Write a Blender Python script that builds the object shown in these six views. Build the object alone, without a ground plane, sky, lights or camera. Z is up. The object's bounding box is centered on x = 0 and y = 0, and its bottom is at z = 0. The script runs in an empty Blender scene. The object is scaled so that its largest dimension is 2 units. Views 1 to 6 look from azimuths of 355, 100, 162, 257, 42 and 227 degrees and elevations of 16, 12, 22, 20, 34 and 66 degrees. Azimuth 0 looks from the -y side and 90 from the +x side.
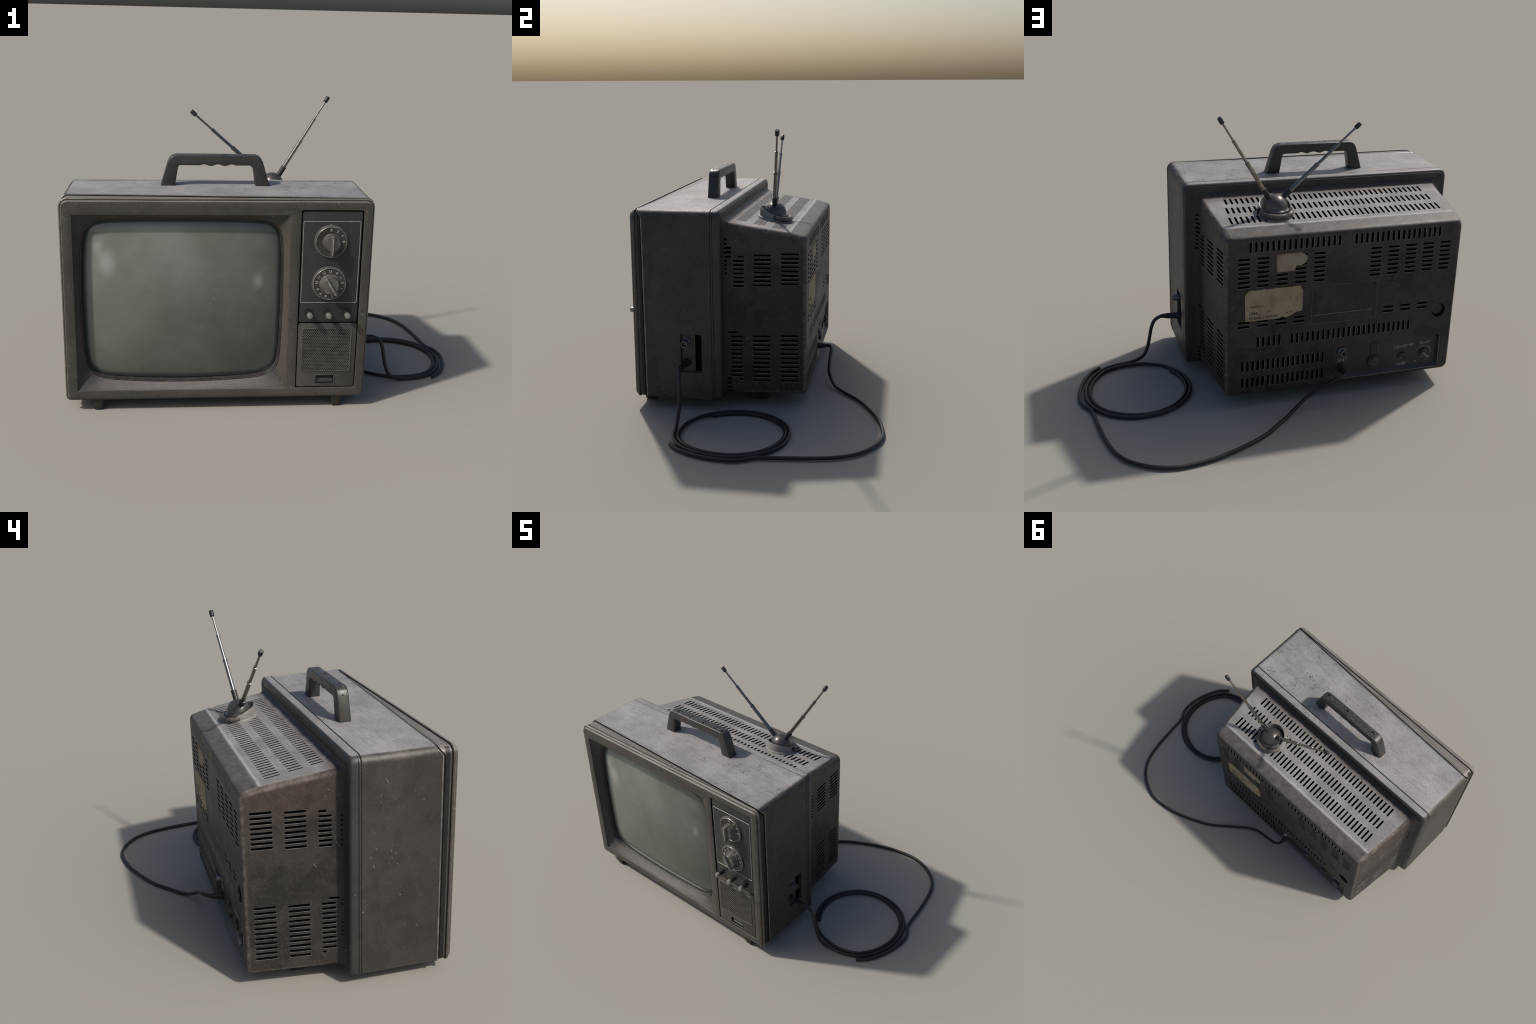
# An old portable television: bezel with convex screen and control strip, dusty
# cabinet with carrying handle, vented rear housing, rabbit-ear antenna and cables.
import bpy, bmesh, math, random
from mathutils import Vector, Matrix, Euler

rng = random.Random(7)
CX = -0.2850                      # the set stands left of the origin, the coiled cable right
BASE = Vector((CX, -0.18, 0.0))

# ------------------------------------------------------------------ node helpers
class Mat:
    def __init__(self, name):
        self.m = bpy.data.materials.new(name)
        self.m.use_nodes = True
        self.t = self.m.node_tree
        self.t.nodes.clear()
        self.out = self.n('ShaderNodeOutputMaterial')
        self.b = self.n('ShaderNodeBsdfPrincipled')
        self.l(self.b.outputs[0], self.out.inputs[0])
        self.obj = self.n('ShaderNodeTexCoord').outputs['Object']
        self.geo = self.n('ShaderNodeNewGeometry')

    def n(self, kind, **kw):
        nd = self.t.nodes.new(kind)
        for k, v in kw.items():
            setattr(nd, k, v)
        return nd

    def l(self, a, b):
        self.t.links.new(a, b)

    def put(self, sock, v):
        if isinstance(v, bpy.types.NodeSocket):
            self.l(v, sock)
        elif isinstance(v, (tuple, list)) and len(v) == 3 and sock.type == 'RGBA':
            sock.default_value = (*v, 1)
        else:
            sock.default_value = v

    def math(self, op, a, b=0.0, c=0.0, clamp=False):
        nd = self.n('ShaderNodeMath', operation=op, use_clamp=clamp)
        for s, v in zip(nd.inputs, (a, b, c)):
            self.put(s, v)
        return nd.outputs[0]

    def mix(self, f, a, b, blend='MIX'):
        nd = self.n('ShaderNodeMix', data_type='RGBA', blend_type=blend)
        nd.clamp_factor = True
        self.put(nd.inputs[0], f)
        self.put(nd.inputs[6], a)
        self.put(nd.inputs[7], b)
        return nd.outputs[2]

    def ramp(self, v, lo, hi, a=0.0, b=1.0):
        nd = self.n('ShaderNodeMapRange', interpolation_type='SMOOTHSTEP')
        for s, x in zip(nd.inputs, (v, lo, hi, a, b)):
            self.put(s, x)
        return nd.outputs[0]

    def map(self, scale=(1, 1, 1), rot=(0, 0, 0), loc=(0, 0, 0)):
        nd = self.n('ShaderNodeMapping')
        nd.inputs['Scale'].default_value = scale
        nd.inputs['Rotation'].default_value = rot
        nd.inputs['Location'].default_value = loc
        self.l(self.obj, nd.inputs['Vector'])
        return nd.outputs[0]

    def noise(self, scale, detail=4, rough=0.55, vec=None, dist=0.0):
        nd = self.n('ShaderNodeTexNoise')
        nd.inputs['Scale'].default_value = scale
        nd.inputs['Detail'].default_value = detail
        nd.inputs['Roughness'].default_value = rough
        nd.inputs['Distortion'].default_value = dist
        self.l(vec if vec is not None else self.obj, nd.inputs['Vector'])
        return nd.outputs['Fac']

    def stretched(self, size, rot, loc=(0, 0, 0)):
        nd = self.n('ShaderNodeMapping', vector_type='TEXTURE')
        nd.inputs['Scale'].default_value = size
        nd.inputs['Rotation'].default_value = rot
        nd.inputs['Location'].default_value = loc
        self.l(self.obj, nd.inputs['Vector'])
        return nd.outputs[0]

    def xyz(self, sock):
        nd = self.n('ShaderNodeSeparateXYZ')
        self.l(sock, nd.inputs[0])
        return nd.outputs

    def bump(self, h, strength=0.2, dist=0.002):
        nd = self.n('ShaderNodeBump')
        nd.inputs['Strength'].default_value = strength
        nd.inputs['Distance'].default_value = dist
        self.l(h, nd.inputs['Height'])
        self.l(nd.outputs[0], self.b.inputs['Normal'])

    def set(self, **kw):
        for k, v in kw.items():
            self.put(self.b.inputs[k.replace('_', ' ')], v)
        return self.m


def edge_mask(M):
    """Rounded corners: where the surface turns between two walls (products of normal components)."""
    nx, ny, nz = M.xyz(M.geo.outputs['Normal'])[:3]
    xy = M.math('ABSOLUTE', M.math('MULTIPLY', nx, ny))
    xz = M.math('ABSOLUTE', M.math('MULTIPLY', nx, nz))
    return M.ramp(M.math('MAXIMUM', xy, xz), 0.16, 0.42)


def worn(name, base, alt, rough=0.5, spec=0.45, metal=0.0, flecks=0.5, fleck_col=(0.36, 0.34, 0.31),
         grain=0.15, scale=5.0, mottling=0.35, edge=0.0, extra=None):
    """Old painted plastic: blotches, mottling, chipped light flecks and fine scratches."""
    M = Mat(name)
    big = M.noise(scale, 5, 0.6)
    col = M.mix(M.ramp(big, 0.38, 0.66), base, alt)
    stain = M.math('MULTIPLY', M.ramp(M.noise(7.5, 3, 0.5, M.map(loc=(9, 3, 4)), 0.8), 0.49, 0.62), mottling)
    col = M.mix(M.math('MULTIPLY', stain, 1.0), col, tuple(c * 0.62 for c in base))
    fine = M.noise(48, 6, 0.7)
    col = M.mix(M.math('MULTIPLY', M.ramp(fine, 0.52, 0.72), mottling), col, tuple(c * 0.5 for c in base))
    pale = M.noise(90, 3, 0.6, M.map(loc=(3, 1, 7)))
    col = M.mix(M.math('MULTIPLY', M.ramp(pale, 0.52, 0.75), mottling * 0.6), col, tuple(min(1, c * 1.6) for c in alt))
    if extra:
        col = extra(M, col)
    salt = M.ramp(M.noise(330, 2, 0.5, M.map(loc=(1, 6, 2))), 0.3, 0.7, 0.80, 1.20)
    sc = M.n('ShaderNodeVectorMath', operation='SCALE')
    M.l(col, sc.inputs[0])
    M.l(salt, sc.inputs['Scale'])
    col = sc.outputs[0]
    if edge:
        e = M.math('MULTIPLY', edge_mask(M), M.ramp(M.noise(40, 5, 0.65), 0.35, 0.7, 0.2, 1.0))
        if 'housing' in name:      # no pale edges on the shade-darkened fillet beside the frame
            e = M.math('MULTIPLY', e, M.ramp(M.xyz(M.obj)[1], -0.13, -0.06))
        col = M.mix(M.math('MULTIPLY', e, edge), col, (0.24, 0.205, 0.175))  # pale rounded edges: wear together with painted edge highlights
    if flecks:
        spot = M.ramp(M.noise(135, 3, 0.6), 0.665, 0.70)
        zone = M.ramp(M.noise(6.5, 3, 0.6, M.map(loc=(5, 2, 9))), 0.61, 0.67)
        f = M.math('MULTIPLY', spot, zone)
        for k, (rot, size) in enumerate((((0.4, 0.9, 0.5), (0.20, 0.0062, 0.0062)), ((1.2, -0.6, 0.9), (0.0062, 0.16, 0.0062)), ((-0.5, 0.3, 0.2), (0.006, 0.006, 0.15)))):
            s = M.noise(1.0, 1, 0.4, M.stretched(size, rot, (k * 0.31, 0, 0)))
            line = M.math('MULTIPLY', M.ramp(s, 0.735, 0.75), M.ramp(M.noise(4.0, 2, 0.5, M.map(loc=(k * 7 + 1, 4, 2))), 0.56, 0.62))
            f = M.math('MAXIMUM', f, line)
        col = M.mix(M.math('MULTIPLY', f, flecks), col, fleck_col)
    r = M.math('ADD', M.math('MULTIPLY', M.noise(25, 4), 0.25), rough - 0.125)
    if getattr(M, 'dust', None) is not None:
        r = M.math('ADD', r, M.math('MULTIPLY', M.dust, 0.08))
        spec = M.math('SUBTRACT', spec, M.math('MULTIPLY', M.dust, spec * 0.35))
    if grain:
        M.bump(M.noise(260, 3, 0.6), grain, 0.003)
    return M.set(Base_Color=col, Roughness=r, Specular_IOR_Level=spec, Metallic=metal)


def plain(name, col, rough=0.5, metal=0.0, spec=0.5, var=0.25, grain=0.0, sc=40):
    M = Mat(name)
    c = M.mix(M.ramp(M.noise(sc, 4, 0.6), 0.35, 0.7), tuple(x * (1 - var) for x in col), tuple(min(1, x * (1 + var)) for x in col))
    if grain:
        M.bump(M.noise(300, 3), grain, 0.002)
    return M.set(Base_Color=c, Roughness=rough, Metallic=metal, Specular_IOR_Level=spec)


DUST = (0.325, 0.311, 0.302)


def cabinet_dust(M, col):
    """Pale dust film on the top board with rubbed dark speckle patches; bare rounded edges."""
    nz = M.xyz(M.geo.outputs['Normal'])[2]
    x, y, z = M.xyz(M.obj)[:3]
    wob = M.math('MULTIPLY', M.math('SUBTRACT', M.noise(14, 5, 0.65), 0.5), 0.10)
    m = M.ramp(M.math('ADD', nz, wob), 0.86, 0.985)
    blotch = M.noise(5, 5, 0.6, M.map(loc=(2, 8, 1)))
    d = M.mix(M.ramp(blotch, 0.35, 0.7), (0.240, 0.229, 0.222), DUST)
    streak = M.noise(9, 4, 0.6, M.map(scale=(1.2, 9, 4), rot=(0, 0, 0.25)))
    d = M.mix(M.math('MULTIPLY', M.ramp(streak, 0.48, 0.7), 0.45), d, (0.165, 0.156, 0.15))
    spots = M.math('MULTIPLY', M.ramp(M.noise(105, 4, 0.7), 0.50, 0.60),
                   M.ramp(M.noise(15, 3, 0.55, M.map(loc=(1, 3, 3))), 0.50, 0.62))
    side = M.ramp(x, -0.5, -0.05, 0.25, 1.0)
    d = M.mix(M.math('MULTIPLY', M.math('MULTIPLY', spots, side), 0.85), d, (0.085, 0.080, 0.075))
    chalk = M.math('MULTIPLY', M.ramp(M.noise(110, 3, 0.6), 0.6, 0.7),
                   M.ramp(M.noise(6, 2, 0.5, M.map(loc=(7, 1, 0))), 0.50, 0.58))
    d = M.mix(M.math('MULTIPLY', chalk, 0.7), d, (0.42, 0.40, 0.38))
    M.dust = m
    return M.mix(m, col, d)


def housing_dust(M, col):
    nz = M.xyz(M.geo.outputs['Normal'])[2]
    x, y, z = M.xyz(M.obj)[:3]
    wob = M.math('MULTIPLY', M.math('SUBTRACT', M.noise(16, 5, 0.65), 0.5), 0.05)
    up = M.ramp(M.math('ADD', nz, wob), 0.85, 0.975)
    band = M.math('MULTIPLY', M.ramp(M.math('ADD', y, wob), -0.142, -0.118), M.ramp(M.math('ADD', y, M.math('MULTIPLY', wob, 0.4)), 0.186, 0.168))
    m = M.math('MULTIPLY', up, band)
    d = M.mix(M.ramp(M.noise(7, 5, 0.6), 0.35, 0.7), (0.225, 0.213, 0.204), (0.315, 0.300, 0.290))
    d = M.mix(M.math('MULTIPLY', M.ramp(M.noise(60, 5, 0.7), 0.53, 0.68), 0.45), d, (0.11, 0.105, 0.1))
    rust = M.ramp(M.math('ADD', y, wob), -0.06, -0.125, 0.0, 0.55)
    d = M.mix(rust, d, (0.12, 0.098, 0.082))
    # highlight painted as a brighter line along the break of the slope
    ridge = M.math('MULTIPLY', M.ramp(y, 0.158, 0.170), M.ramp(y, 0.182, 0.172))
    d = M.mix(M.math('MULTIPLY', ridge, 0.7), d, (0.44, 0.43, 0.42))
    # sloping rear shoulder is half dusty
    sh = M.math('MULTIPLY', M.ramp(nz, 0.6, 0.93), M.ramp(y, 0.172, 0.186))
    col = M.mix(M.math('MULTIPLY', sh, M.ramp(M.noise(22, 5, 0.7), 0.3, 0.75, 0.25, 0.85)), col, (0.15, 0.14, 0.13))
    # corner shade next to the frame, put into the colour
    fillet_shade = M.ramp(y, -0.115, -0.145, 0.0, 0.55)
    col = M.mix(fillet_shade, col, (0.028, 0.027, 0.028))
    M.dust = m
    return M.mix(m, col, d)


def edge_dust(lo, hi, pale, deep):
    """Brownish dust on faces that look upward, streaked along the width."""
    def f(M, col):
        nz = M.xyz(M.geo.outputs['Normal'])[2]
        wob = M.math('MULTIPLY', M.math('SUBTRACT', M.noise(18, 5, 0.65), 0.5), 0.3)
        m = M.ramp(M.math('ADD', nz, wob), lo, hi)
        st = M.noise(10, 5, 0.65, M.map(scale=(0.4, 14, 14)))
        M.dust = m
        return M.mix(m, col, M.mix(M.ramp(st, 0.35, 0.68), deep, pale))
    return f


def surround_light_dust(M, col):
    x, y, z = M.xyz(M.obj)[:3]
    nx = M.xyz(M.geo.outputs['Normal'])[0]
    lit_side = M.math('MULTIPLY', M.ramp(nx, -0.2, -0.6), M.ramp(M.noise(9, 4, 0.6), 0.2, 0.55, 0.5, 1.0))  # right bevel paler: its sunlit look painted in, with some brown wear
    col = M.mix(lit_side, col, (0.072, 0.061, 0.052))
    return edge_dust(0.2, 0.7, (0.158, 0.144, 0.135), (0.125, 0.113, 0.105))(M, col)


def rust_top(M, col):
    x, y, z = M.xyz(M.obj)[:3]
    m = M.math('MULTIPLY', M.ramp(M.math('ADD', z, M.math('MULTIPLY', M.noise(6, 4, 0.6), 0.25)), 0.78, 1.0), M.ramp(M.noise(20, 5, 0.7), 0.3, 0.65, 0.35, 1.0))
    col = M.mix(M.math('MULTIPLY', m, 0.7), col, (0.078, 0.058, 0.048))
    pit = M.math('MULTIPLY', M.ramp(M.noise(120, 4, 0.7), 0.54, 0.64), M.ramp(M.noise(7, 3, 0.6, M.map(loc=(8, 8, 1))), 0.42, 0.6))
    col = M.mix(M.math('MULTIPLY', pit, 0.7), col, (0.014, 0.013, 0.012))
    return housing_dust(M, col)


def handle_grit(M, col):
    nz = M.xyz(M.geo.outputs['Normal'])[2]
    vo = M.n('ShaderNodeTexVoronoi')
    vo.inputs['Scale'].default_value = 190
    M.l(M.obj, vo.inputs['Vector'])
    dots = M.ramp(vo.outputs['Distance'], 0.48, 0.22)
    pick = M.ramp(M.noise(120, 2), 0.45, 0.6)
    return M.mix(M.math('MULTIPLY', M.math('MULTIPLY', dots, pick), M.ramp(nz, 0.75, 0.95)), col, (0.20, 0.185, 0.165))


MAT = {}
MAT['bezel'] = worn('bezel_brown_plastic', (0.056, 0.0495, 0.042), (0.070, 0.062, 0.053), 0.35, 0.5, flecks=0.45, mottling=0.25, edge=0.5, extra=edge_dust(0.35, 0.75, (0.235, 0.218, 0.202), (0.125, 0.104, 0.086)))  # dust on the rounded edges also paints in their sunlit highlights
MAT['surround'] = worn('surround_plastic', (0.034, 0.030, 0.026), (0.046, 0.041, 0.036), 0.48, 0.4, flecks=0.5, mottling=0.25, extra=surround_light_dust)
MAT['trim'] = worn('trim_dark_plastic', (0.0525, 0.0434, 0.0350), (0.0770, 0.0616, 0.0490), 0.4, 0.5, flecks=0.2, mottling=0.3)
MAT['cabinet'] = worn('cabinet_worn_board', (0.043, 0.038, 0.0335), (0.058, 0.051, 0.045), 0.47, 0.40, mottling=0.5, flecks=0.4, scale=3.5, extra=cabinet_dust, grain=0.2, edge=0.3)
MAT['frame'] = worn('rear_frame_plastic', (0.0384, 0.0360, 0.0341), (0.0465, 0.0434, 0.0409), 0.45, 0.5, flecks=0.25, extra=cabinet_dust, grain=0.15)
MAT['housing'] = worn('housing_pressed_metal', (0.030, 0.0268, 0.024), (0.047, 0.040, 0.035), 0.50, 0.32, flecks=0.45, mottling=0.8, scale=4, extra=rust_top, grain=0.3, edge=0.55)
MAT['rim'] = plain('slot_rim_bright', (0.30, 0.28, 0.265), 0.34, metal=0.5, var=0.4, sc=50)  # pale metal puts the light-catching edges into the rim colour
MAT['rim_top'] = plain('slot_rim_dusty', (0.2970, 0.2835, 0.2700), 0.45, var=0.3)
MAT['void'] = plain('vent_darkness', (0.006, 0.006, 0.006), 0.9, spec=0.05)
MAT['panel'] = worn('panel_black_plastic', (0.0288, 0.0272, 0.0256), (0.0352, 0.0336, 0.0320), 0.45, 0.4, flecks=0.15, mottling=0.1)
MAT['lower_panel'] = worn('panel_brown_plastic', (0.0590, 0.0533, 0.0468), (0.0720, 0.0648, 0.0576), 0.5, 0.4, flecks=0.3, mottling=0.2)
MAT['black'] = plain('black_plastic', (0.020, 0.020, 0.021), 0.42, var=0.2, grain=0.1)
MAT['gap'] = plain('seam_gap_black', (0.008, 0.008, 0.008), 0.8, spec=0.1)
MAT['rubber'] = worn('cable_rubber', (0.016, 0.016, 0.017), (0.022, 0.022, 0.023), 0.5, 0.4, flecks=0.25, fleck_col=(0.10, 0.10, 0.10), mottling=0.3, scale=12)
MAT['lip'] = plain('bright_edge_highlight', (0.22, 0.21, 0.20), 0.3, metal=0.5, var=0.35, sc=14)  # edge highlight put into the colour of the cabinet bead
MAT['dark_band'] = plain('band_dark', (0.014, 0.013, 0.012), 0.5, spec=0.4)
MAT['seam_worn'] = plain('seam_worn', (0.15, 0.14, 0.13), 0.36, metal=0.4, var=0.4, sc=25)
MAT['gasket'] = plain('gasket_rubber', (0.045, 0.042, 0.039), 0.38, var=0.25)
MAT['tip'] = plain('knob_tip_metal', (0.34, 0.32, 0.29), 0.3, metal=0.6, var=0.3, sc=90)
MAT['grille'] = plain('grille_plastic', (0.098, 0.088, 0.078), 0.4, var=0.2)
MAT['line'] = plain('outline_silver', (0.42, 0.40, 0.37), 0.35, metal=0.3, var=0.15)
MAT['knob'] = worn('knob_worn_metal', (0.120, 0.110, 0.098), (0.175, 0.162, 0.146), 0.33, 0.5, metal=0.35, flecks=0.3, mottling=0.5, scale=30)
MAT['dial'] = worn('dial_plate', (0.0420, 0.0384, 0.0342), (0.0660, 0.0594, 0.0516), 0.42, 0.45, metal=0.1, flecks=0.4, mottling=0.5, scale=30)
MAT['dial_rim'] = plain('dial_rim_metal', (0.2640, 0.2480, 0.2280), 0.32, metal=0.6, var=0.25, sc=60)
MAT['ink'] = plain('numeral_paint', (0.45, 0.43, 0.40), 0.5, var=0.25, sc=120)
MAT['chrome'] = plain('antenna_chrome', (0.26, 0.245, 0.225), 0.22, metal=1.0, var=0.2, sc=60)
MAT['dome'] = worn('dome_metal', (0.0735, 0.0686, 0.0630), (0.1085, 0.1015, 0.0945), 0.30, 0.6, metal=0.4, flecks=0.15, mottling=0.3, scale=16)
MAT['collar'] = worn('collar_plastic', (0.21, 0.20, 0.188), (0.27, 0.257, 0.243), 0.38, 0.45, flecks=0.1, mottling=0.25, scale=12)
MAT['collar_back'] = worn('collar_worn_metal', (0.085, 0.076, 0.068), (0.15, 0.128, 0.106), 0.4, 0.5, metal=0.2, flecks=0.3, mottling=0.5, scale=18)
MAT['handle'] = worn('handle_plastic', (0.033, 0.031, 0.028), (0.041, 0.038, 0.034), 0.34, 0.5, flecks=0.12, mottling=0.2, extra=handle_grit, grain=0.25)
MAT['script'] = plain('engraved_script', (0.32, 0.32, 0.31), 0.4, var=0.3, sc=90)
MAT['screw'] = plain('screw_dark_steel', (0.055, 0.052, 0.049), 0.36, metal=0.4, var=0.3)
MAT['jack'] = plain('jack_steel', (0.17, 0.17, 0.17), 0.32, metal=0.6, var=0.25)
MAT['foot'] = worn('foot_rubber', (0.0315, 0.0266, 0.0224), (0.0455, 0.0378, 0.0315), 0.6, 0.3, flecks=0.4, mottling=0.5, scale=25)


def screen_material():
    M = Mat('screen_glass_dusty')
    x, y, z = M.xyz(M.obj)[:3]
    g = M.ramp(M.noise(3.2, 4, 0.6, M.map(loc=(4, 0, 2))), 0.32, 0.7)
    col = M.mix(g, (0.142, 0.168, 0.134), (0.202, 0.228, 0.198))
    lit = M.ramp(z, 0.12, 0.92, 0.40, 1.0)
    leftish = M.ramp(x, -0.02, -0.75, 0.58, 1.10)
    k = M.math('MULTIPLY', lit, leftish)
    # wiping arcs: concentric smears around a point below the centre
    wv = M.n('ShaderNodeTexWave', wave_type='RINGS', rings_direction='Y')
    wv.inputs['Scale'].default_value = 3.0
    wv.inputs['Distortion'].default_value = 9.0
    wv.inputs['Detail'].default_value = 5.0
    wv.inputs['Detail Scale'].default_value = 1.6
    M.l(M.map(scale=(0.8, 1, 1.3), loc=(0.4, 0, -0.2)), wv.inputs['Vector'])
    sm = M.math('MULTIPLY', M.math('SUBTRACT', wv.outputs['Fac'], 0.5), 0.03)
    sm2 = M.math('MULTIPLY', M.math('SUBTRACT', M.noise(9, 6, 0.65, M.map(scale=(0.8, 1, 0.8))), 0.5), 0.32)
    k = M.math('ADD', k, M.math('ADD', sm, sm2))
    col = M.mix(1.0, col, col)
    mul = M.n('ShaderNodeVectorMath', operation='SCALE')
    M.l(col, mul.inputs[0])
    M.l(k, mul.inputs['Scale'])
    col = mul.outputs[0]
    # greenish stain low left
    d = M.n('ShaderNodeVectorMath', operation='DISTANCE')
    M.l(M.map(scale=(1, 0, 0.8)), d.inputs[0])
    d.inputs[1].default_value = (-0.74, 0, 0.37)
    col = M.mix(M.ramp(d.outputs['Value'], 0.26, 0.02, 0, 0.4), col, (0.155, 0.195, 0.120))
    # reflections on the glass, painted in as pale spots
    for cx, cz, rad, amt in ((-0.795, 0.725, 0.075, 0.65), (-0.835, 0.80, 0.05, 0.45), (-0.098, 0.64, 0.045, 0.35)):
        dd = M.n('ShaderNodeVectorMath', operation='DISTANCE')
        M.l(M.map(scale=(1.25, 0, 0.8)), dd.inputs[0])
        dd.inputs[1].default_value = (cx * 1.25, 0, cz * 0.8)
        wob = M.math('MULTIPLY', M.math('SUBTRACT', M.noise(14, 3), 0.5), 0.03)
        col = M.mix(M.math('MULTIPLY', M.ramp(M.math('ADD', dd.outputs['Value'], wob), rad, 0.0), amt), col, (0.40, 0.41, 0.39))
    # shadow of the frame, painted as a dark border on the glass
    ex = M.math('POWER', M.math('DIVIDE', M.math('ABSOLUTE', M.math('SUBTRACT', x, -0.448)), 0.445), 6.0)
    ez = M.math('POWER', M.math('DIVIDE', M.math('ABSOLUTE', M.math('SUBTRACT', z, 0.535)), 0.385), 6.0)
    e = M.math('ADD', ex, ez)
    col = M.mix(M.ramp(e, 0.5, 1.1, 0, 0.8), col, (0.060, 0.068, 0.062))
    specks = M.math('MULTIPLY', M.ramp(M.noise(150, 2), 0.68, 0.72), M.ramp(M.noise(5, 2, 0.5, M.map(loc=(2, 2, 2))), 0.5, 0.65))
    col = M.mix(M.math('MULTIPLY', specks, 0.5), col, (0.30, 0.30, 0.27))
    M.put(M.b.inputs['Coat Weight'], 1.0)
    M.put(M.b.inputs['Coat Roughness'], 0.06)
    return M.set(Base_Color=col, Roughness=0.30, Specular_IOR_Level=0.5)


def sticker_material(name, paper, stain, border=None):
    M = Mat(name)
    x, y, z = M.xyz(M.obj)[:3]
    c = M.mix(M.ramp(M.noise(18, 6, 0.7), 0.4, 0.72), paper, stain)
    c = M.mix(M.math('MULTIPLY', M.ramp(M.noise(70, 4, 0.7), 0.55, 0.72), 0.4), c, tuple(v * 0.6 for v in stain))
    if border:
        w = M.math('MULTIPLY', M.math('SUBTRACT', M.noise(60, 3), 0.5), 0.006)
        m = M.math('MAXIMUM', M.ramp(M.math('ADD', z, w), 0.790, 0.794), M.ramp(M.math('ADD', x, w), 0.064, 0.067))
        m = M.math('MAXIMUM', m, M.ramp(M.math('ADD', z, w), 0.722, 0.719))
        c = M.mix(M.math('MULTIPLY', m, M.ramp(M.noise(45, 5, 0.7), 0.35, 0.62, 0.1, 0.85)), c, border)
    return M.set(Base_Color=c, Roughness=0.8, Specular_IOR_Level=0.2)


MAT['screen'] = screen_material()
MAT['label'] = sticker_material('aged_label_paper', (0.37, 0.293, 0.190), (0.26, 0.19, 0.11))
MAT['price'] = sticker_material('price_tag_paper', (0.34, 0.282, 0.205), (0.25, 0.195, 0.13), (0.27, 0.135, 0.10))
MAT['print'] = plain('printed_ink', (0.035, 0.035, 0.04), 0.8)

# ------------------------------------------------------------------ mesh helpers
root = bpy.data.objects.new('portable_television', None)
root.empty_display_size = 0.1
root.location = BASE
bpy.context.scene.collection.objects.link(root)
root['label'] = 'worn old portable television with rabbit-ear antenna and coiled black cable'
root['category'] = 'television set'
bpy.context.view_layer.update()


def sharp_by_angle(me, deg):
    bm = bmesh.new()
    bm.from_mesh(me)
    lim = math.radians(deg)
    for f in bm.faces:
        f.smooth = True
    for e in bm.edges:
        e.smooth = len(e.link_faces) == 2 and e.calc_face_angle(0) < lim
    bm.to_mesh(me)
    bm.free()


def add(name, data, mats, parent=root, deg=35, loc=None, rot=None, kind=None):
    if isinstance(data, bmesh.types.BMesh):
        me = bpy.data.meshes.new(name)
        bmesh.ops.recalc_face_normals(data, faces=data.faces)
        data.to_mesh(me)
        data.free()
    else:
        me = data
    if not me.materials:
        for m in (mats if isinstance(mats, (list, tuple)) else [mats]):
            me.materials.append(MAT[m])
    if deg:
        sharp_by_angle(me, deg)
    o = bpy.data.objects.new(name, me)
    bpy.context.scene.collection.objects.link(o)
    if loc is not None:
        o.location = loc
    if rot is not None:
        o.rotation_euler = rot
    attach(o, parent)
    if kind:
        o['kind'] = kind
    return o


def world(o):
    m = o.matrix_basis
    return world(o.parent) @ o.matrix_parent_inverse @ m if o.parent else m


def attach(o, parent):
    o.parent = parent
    o.matrix_parent_inverse = world(parent).inverted()


def copy_of(o, loc, rot=None):
    c = o.copy()
    c.location = loc
    if rot is not None:
        c.rotation_euler = rot
    bpy.context.scene.collection.objects.link(c)
    return c


def rrect(cx, cz, hw, hh, r, n=6, r_low=None):
    """Rounded rectangle, counter-clockwise in (x, z); r_low rounds the two lower corners."""
    r_top = min(r, hw * 0.999, hh * 0.999)
    pts = []
    for sx, sz, a0 in ((1, 1, 0), (-1, 1, 90), (-1, -1, 180), (1, -1, 270)):
        r = r_low if r_low and sz < 0 else r_top
        for i in range(n + 1):
            a = math.radians(a0 + 90 * i / n)
            pts.append((cx + sx * (hw - r) + r * math.cos(a), cz + sz * (hh - r) + r * math.sin(a)))
    return pts


def loft(rings, cap0=True, cap1=True, bm=None, mat=0):
    bm = bm or bmesh.new()
    rows = [[bm.verts.new(p) for p in ring] for ring in rings]
    n = len(rows[0])
    for a, b in zip(rows, rows[1:]):
        for i in range(n):
            f = bm.faces.new((a[i], a[(i + 1) % n], b[(i + 1) % n], b[i]))
            f.material_index = mat
    if cap0:
        bm.faces.new(rows[0]).material_index = mat
    if cap1:
        bm.faces.new(rows[-1][::-1]).material_index = mat
    return bm


def frame_of(axis):
    w = Vector(axis).normalized()
    u = w.orthogonal().normalized()
    return u, w.cross(u), w


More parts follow.
